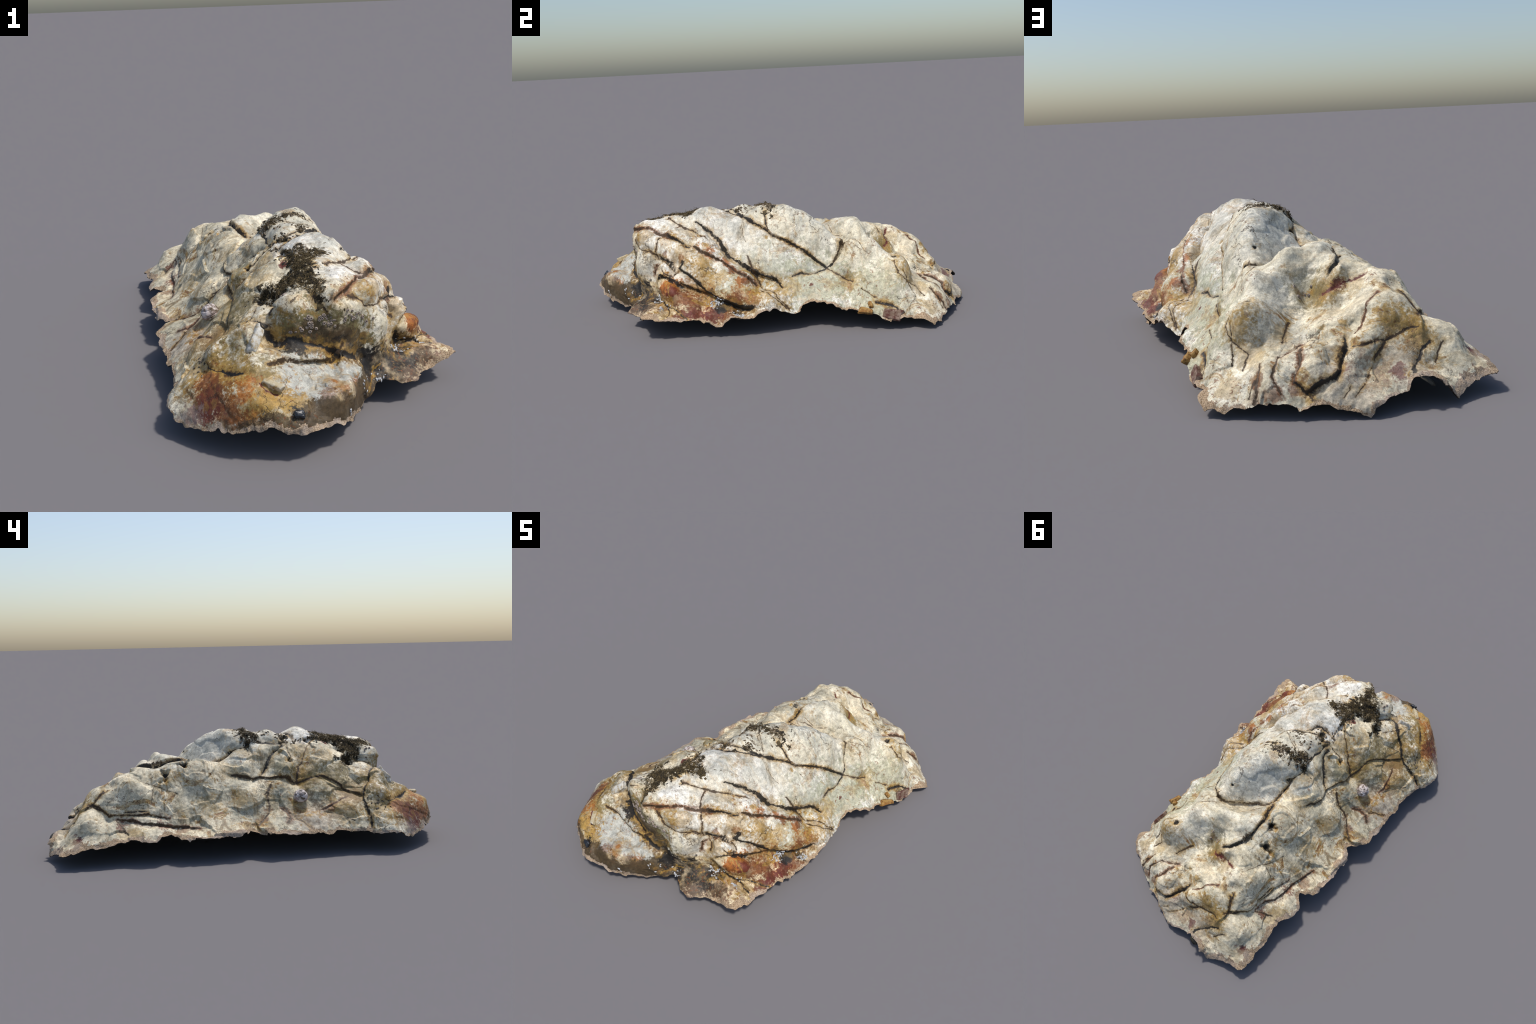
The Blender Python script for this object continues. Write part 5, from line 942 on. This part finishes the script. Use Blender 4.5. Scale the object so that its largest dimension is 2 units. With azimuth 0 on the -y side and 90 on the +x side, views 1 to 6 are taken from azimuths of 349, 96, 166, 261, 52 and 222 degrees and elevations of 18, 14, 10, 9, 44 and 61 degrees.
def skin_part(name, faces, Pv, Nv, mat):
    used = np.unique(faces)
    mp = -np.ones(len(Pv), int)
    mp[used] = np.arange(len(used))
    f = mp[faces]
    me = bpy.data.meshes.new(name)
    me.vertices.add(len(used))
    me.vertices.foreach_set("co", Pv[used].astype(np.float32).ravel())
    me.loops.add(f.size)
    me.loops.foreach_set("vertex_index", f.astype(np.int32).ravel())
    me.polygons.add(len(f))
    me.polygons.foreach_set("loop_start", np.arange(0, f.size, f.shape[1], dtype=np.int32))
    me.polygons.foreach_set("use_smooth", np.ones(len(f), bool))
    me.update(calc_edges=True)
    me.validate()
    me.normals_split_custom_set_from_vertices(Nv[used].tolist())
    return link(name, me, mat=mat)

sand = sand_material()
for i, nm in enumerate(names):
    fs = F[reg == i]
    if not len(fs):
        continue
    pts = P0[np.unique(fs)]
    if nm == "sand_crust":
        mat = sand
    elif nm == "weed_mat":
        mat = plain_material("weed_mat", [(0.04, 0.029, 0.014), (0.12, 0.085, 0.035), (0.010, 0.008, 0.006)], 34, 0.85, 1.0)
    else:
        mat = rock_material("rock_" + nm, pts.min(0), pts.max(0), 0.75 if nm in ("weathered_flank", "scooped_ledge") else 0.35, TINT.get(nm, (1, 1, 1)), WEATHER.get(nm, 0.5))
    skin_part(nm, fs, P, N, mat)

# the hollow underside: an inner skin 1.4 cm behind the outer one, joined along the torn rim
T = 0.014
Pi = P - N * (T * np.clip(edge_d / 0.02, 0.35, 1))[:, None]
sel = F[:, ::-1]
rimF = np.stack([border[:, 1], border[:, 0], border[:, 0] + len(P), border[:, 1] + len(P)], 1)
Pall = np.vstack([P, Pi])
Fall = np.vstack([sel + len(P), rimF])
Nall = np.vstack([N, -N])
under = plain_material("hollow_rock", [(0.16, 0.12, 0.09), (0.30, 0.25, 0.20), (0.08, 0.05, 0.03)], 18, 0.9)
skin_part("hollow_shell", Fall, Pall, Nall, under)

# ------------------------------------------------------------------ things that sit on the rock
def on_skin(p):
    k = ((P - np.array(p)) ** 2).sum(1).argmin()
    return Vector(P[k]), Vector(N[k]).normalized()

def frame(normal, spin=0.0):
    z = Vector(normal).normalized()
    x = z.orthogonal().normalized()
    y = z.cross(x)
    return Matrix((x, y, z)).transposed() @ Matrix.Rotation(spin, 3, 'Z')

def mesh_from(name, verts, faces, smooth=True):
    me = bpy.data.meshes.new(name)
    me.from_pydata([tuple(v) for v in verts], [], faces)
    me.update()
    for p in me.polygons:
        p.use_smooth = smooth
    return me

def lathe(name, profile, seg, ribs=0, rib_depth=0.0, wob=0.0, seed=0, twist=0.0):
    """surface of revolution with ribs and a little unevenness; profile is (radius, height)"""
    rng = np.random.default_rng(seed)
    v, f = [], []
    ph = rng.uniform(0, 6.28, 3)
    for i, (r, z) in enumerate(profile):
        for k in range(seg):
            a = 2 * math.pi * k / seg
            rr = r * (1 + rib_depth * math.cos(ribs * a + twist * i) + wob * (math.sin(2 * a + ph[0]) + 0.6 * math.sin(3 * a + ph[1] + i * 0.4)))
            v.append((rr * math.cos(a), rr * math.sin(a), z))
    for i in range(len(profile) - 1):
        for k in range(seg):
            k2 = (k + 1) % seg
            f.append((i * seg + k, i * seg + k2, (i + 1) * seg + k2, (i + 1) * seg + k))
    f.append(tuple(range((len(profile) - 1) * seg, len(profile) * seg)))
    f.append(tuple(reversed(range(seg))))
    return mesh_from(name, v, f)

# barnacles: ribbed little cones with an open, dark mouth
barn_mat = plain_material("barnacle_shell", [(0.24, 0.19, 0.15), (0.42, 0.35, 0.30)], 160, 0.8, 0.6)
barn_me = [lathe("barnacle", [(0.0062, -0.001), (0.0058, 0.0012), (0.0046, 0.0034), (0.0036, 0.0044), (0.0026, 0.0042), (0.0020, 0.0026), (0.0016, 0.0008)], 18, 6, 0.08, 0.05, s) for s in range(3)]
for me in barn_me:
    me.materials.append(barn_mat)
count = 0
for (centre, spread, n) in BARNACLES:
    for _ in range(n):
        p, nrm = on_skin(np.array(centre) + RNG.normal(0, spread, 3))
        o = link("barnacle" if count == 0 else "barnacle.%03d" % count, barn_me[count % 3])
        s = RNG.uniform(0.6, 1.25)
        o.matrix_local = Matrix.Translation(p) @ frame(nrm, RNG.uniform(0, 6.28)).to_4x4() @ Matrix.Diagonal((s, s, s * RNG.uniform(0.7, 1.2), 1))
        count += 1

# sea snail: a blunt turban shell, a dome wound with a shallow spiral seam
def snail_shell():
    v, f = [], []
    rows, seg = 40, 56
    for i in range(rows + 1):
        th = math.pi * (0.02 + 0.68 * i / rows)
        for k in range(seg):
            a = 2 * math.pi * k / seg
            turn = (i / rows) * 3.0 - a / (2 * math.pi)
            seam = abs((turn % 1.0) - 0.5) * 2
            r = 0.036 * (1 - 0.10 * math.exp(-((1 - seam) / 0.16) ** 2)) * (1 + 0.02 * math.sin(9 * a + 5 * th))
            lip = 1 + 0.16 * max(0.0, math.cos(a - 0.6)) * (i / rows) ** 2
            v.append((r * lip * math.sin(th) * math.cos(a), r * lip * math.sin(th) * math.sin(a), 0.014 + r * 0.92 * math.cos(th)))
    for i in range(rows):
        for k in range(seg):
            k2 = (k + 1) % seg
            f.append((i * seg + k, (i + 1) * seg + k, (i + 1) * seg + k2, i * seg + k2))
    f.append(tuple(range(seg)))
    f.append(tuple(reversed(range(rows * seg, (rows + 1) * seg))))
    return mesh_from("sea_snail", v, f)
snail_mat = plain_material("snail_shell", [(0.10, 0.07, 0.04), (0.42, 0.32, 0.29), (0.68, 0.60, 0.56)], 26, 0.55, 0.9)
p, nrm = on_skin((-0.338, -0.258, 0.242))
snail = link("sea_snail", snail_shell(), mat=snail_mat)
snail.matrix_local = Matrix.Translation(p + nrm * 0.004) @ frame((nrm + Vector((0.25, 0.1, 0.1))).normalized(), 2.0).to_4x4() @ Matrix.Scale(0.98, 4)

# broken stones: chamfered, slightly bent blocks
def stone(name, size, seed, bevel=0.22, rough=0.10):
    rng = np.random.default_rng(seed)
    bm = bmesh.new()
    bmesh.ops.create_cube(bm, size=1)
    for vert in bm.verts:
        vert.co = Vector((vert.co.x * size[0], vert.co.y * size[1], vert.co.z * size[2])) + Vector(rng.normal(0, 0.10, 3) * np.array(size))
    bmesh.ops.bevel(bm, geom=bm.edges[:], offset=bevel * min(size), segments=3, profile=0.6, affect='EDGES')
    bmesh.ops.subdivide_edges(bm, edges=bm.edges[:], cuts=2, use_grid_fill=True)
    co = np.array([vert.co for vert in bm.verts])
    off = rough * min(size) * fbm(co + seed, 1.2 / min(size), 3, seed)
    bm.normal_update()
    for vert, d in zip(bm.verts, off):
        vert.co += vert.normal * d
    me = bpy.data.meshes.new(name)
    bm.to_mesh(me)
    bm.free()
    for pl in me.polygons:
        pl.use_smooth = True
    return me

chip_mat = plain_material("white_quartz", [(0.55, 0.53, 0.47), (0.70, 0.67, 0.60), (0.40, 0.32, 0.20)], 30, 0.65, 0.7)
yellow_mat = plain_material("stained_quartz", [(0.50, 0.42, 0.27), (0.66, 0.60, 0.48), (0.32, 0.20, 0.06)], 22, 0.7, 0.7)
orange_mat = plain_material("rusty_stone", [(0.24, 0.105, 0.018), (0.10, 0.040, 0.010), (0.36, 0.21, 0.06)], 40, 0.7, 0.8)
dark_mat = plain_material("mussel_shell", [(0.010, 0.012, 0.016), (0.035, 0.040, 0.050)], 30, 0.32, 0.3, 0.6)
lens_mat = plain_material("dull_stone", [(0.17, 0.11, 0.075), (0.28, 0.20, 0.15), (0.10, 0.035, 0.025)], 30, 0.8, 0.8)
STONE_KIND = {"stone_chip": chip_mat, "stained_chip": yellow_mat, "rusty_stone": orange_mat, "mussel": dark_mat, "dull_stone": lens_mat}
for nm, a, bb, wd, th, seed in STONES:
    a, bb = Vector(a), Vector(bb)
    mid = (a + bb) / 2
    skin_p, nrm = on_skin(mid)
    mid = skin_p + nrm * th * 0.22
    x = (bb - a).normalized()
    z = (nrm - x * nrm.dot(x)).normalized()
    rot = Matrix((x, z.cross(x), z)).transposed().to_4x4()
    base = nm.split(".")[0]
    o = link(nm, stone(nm, ((bb - a).length, wd, th), seed, 0.46 if base == "mussel" else 0.26, 0.16), mat=STONE_KIND[base])
    o.matrix_local = Matrix.Translation(mid) @ rot

# quartz flecks: white crystal crumbs caught in the dark joints
def scatter_chips(name, places, mat, lo, hi):
    v, f = [], []
    for centre, spread, n in places:
        for _ in range(n):
            p, nrm = on_skin(np.array(centre) + RNG.normal(0, 1, 3) * np.array(spread))
            M = frame(nrm, RNG.uniform(0, 6.28))
            s = RNG.uniform(lo, hi)
            k0 = len(v)
            ring = RNG.integers(5, 8)
            for layer, (rr, hh) in enumerate(((1.0, -0.15), (0.85, 0.35), (0.35, 0.6))):
                for k in range(ring):
                    a = 6.283 * k / ring
                    w = rr * (0.75 + 0.5 * RNG.random())
                    v.append(p + M @ Vector((w * math.cos(a) * 1.5, w * math.sin(a) * 0.8, hh + 0.2 * RNG.random())) * s)
            for layer in range(2):
                for k in range(ring):
                    k2 = (k + 1) % ring
                    f.append((k0 + layer * ring + k, k0 + layer * ring + k2, k0 + (layer + 1) * ring + k2, k0 + (layer + 1) * ring + k))
            f.append(tuple(k0 + 2 * ring + k for k in range(ring)))
    o = link(name, mesh_from(name, v, f, False), mat=mat)
    o["kind"] = "stuff"
fleck_mat = plain_material("quartz_fleck", [(0.55, 0.56, 0.57), (0.36, 0.36, 0.36)], 60, 0.5, 0.4)
scatter_chips("quartz_flecks", FLECKS, fleck_mat, 0.002, 0.0055)
crumb_mat = plain_material("dark_crumbs", [(0.035, 0.024, 0.012), (0.10, 0.065, 0.03), (0.30, 0.24, 0.17)], 60, 0.85, 0.8)
scatter_chips("crumbs", CRUMBS, crumb_mat, 0.002, 0.006)

# dried weed: fibres lying over the mat in the pockets of the crest
def fibres(name, n, mat):
    v, f = [], []
    cand = np.nonzero(weed_in > 0.002)[0]
    for i in RNG.choice(cand, n):
        p, nrm = FC[i], None
        k = F[i, 0]
        p, nrm = Vector(P[k]), Vector(N[k])
        if "main" not in WEED_OF(quv[i]) and RNG.random() < 0.6:
            continue
        d = (frame(nrm, RNG.uniform(0, 6.28)) @ Vector((1, 0, 0.05))).normalized()
        L, r = RNG.uniform(0.008, 0.028), RNG.uniform(0.0006, 0.0017)
        k0 = len(v)
        steps = 5
        bend = Vector(RNG.normal(0, 0.5, 3))
        for s in range(steps + 1):
            t = s / steps
            x = p + d * (L * t) + bend * (L * t * t * 0.6) + nrm * (0.003 + 0.006 * t * (1 - t) * 4 * RNG.uniform(0.2, 1) - 0.006 * t)
            u = frame(d, 0.7 * s)
            for k in range(3):
                v.append(x + u @ Vector((math.cos(2.094 * k), math.sin(2.094 * k), 0)) * r * (1 - 0.6 * t))
            if s:
                for k in range(3):
                    k2 = (k + 1) % 3
                    a, b2 = k0 + (s - 1) * 3, k0 + s * 3
                    f.append((a + k, a + k2, b2 + k2, b2 + k))
    o = link(name, mesh_from(name, v, f), mat=mat)
    o["kind"] = "stuff"
_wuv = {k: unroll(np.array(w))[0] for k, w in WEED.items()}
def WEED_OF(x):
    return [k for k, w in _wuv.items() if poly_sdf(np.array([x]), w)[0] > -0.01]
weed_mat = plain_material("dried_weed", [(0.10, 0.07, 0.03), (0.030, 0.022, 0.011), (0.20, 0.145, 0.065)], 40, 0.8, 0.3)
fibres("weed_fibres", 2600, weed_mat)

# a curled scrap of kelp at the torn rear rim
def kelp(name, spine, width):
    v, f = [], []
    n = len(spine)
    for i, (p, tilt) in enumerate(spine):
        w = width * math.sin(math.pi * (0.12 + 0.80 * i / (n - 1)))
        side = Vector((math.cos(tilt), 0.35, math.sin(tilt))).normalized()
        back = Vector((0, 0.0022, 0))
        c = Vector(p)
        for s in (-1, -0.4, 0.4, 1):
            v.append(c + side * w * s + Vector((0, 0.006 * s * s, 0)) + back)
        for s in (1, 0.4, -0.4, -1):
            v.append(c + side * w * s + Vector((0, 0.006 * s * s, 0)) - back)
    for i in range(n - 1):
        for k in range(8):
            k2 = (k + 1) % 8
            f.append((i * 8 + k, i * 8 + k2, (i + 1) * 8 + k2, (i + 1) * 8 + k))
    f += [tuple(reversed(range(8))), tuple(range((n - 1) * 8, n * 8))]
    me = mesh_from(name, v, f)
    o = link(name, me, mat=plain_material("kelp", [(0.030, 0.026, 0.018), (0.075, 0.06, 0.035)], 26, 0.5, 0.6))
    return o
kelp("kelp_scrap", [((-0.262, 0.985, 0.072), 0.3), ((-0.256, 0.982, 0.082), 0.3), ((-0.246, 0.977, 0.092), 0.2), ((-0.236, 0.973, 0.101), 0.0), ((-0.226, 0.968, 0.108), -0.3)], 0.018)
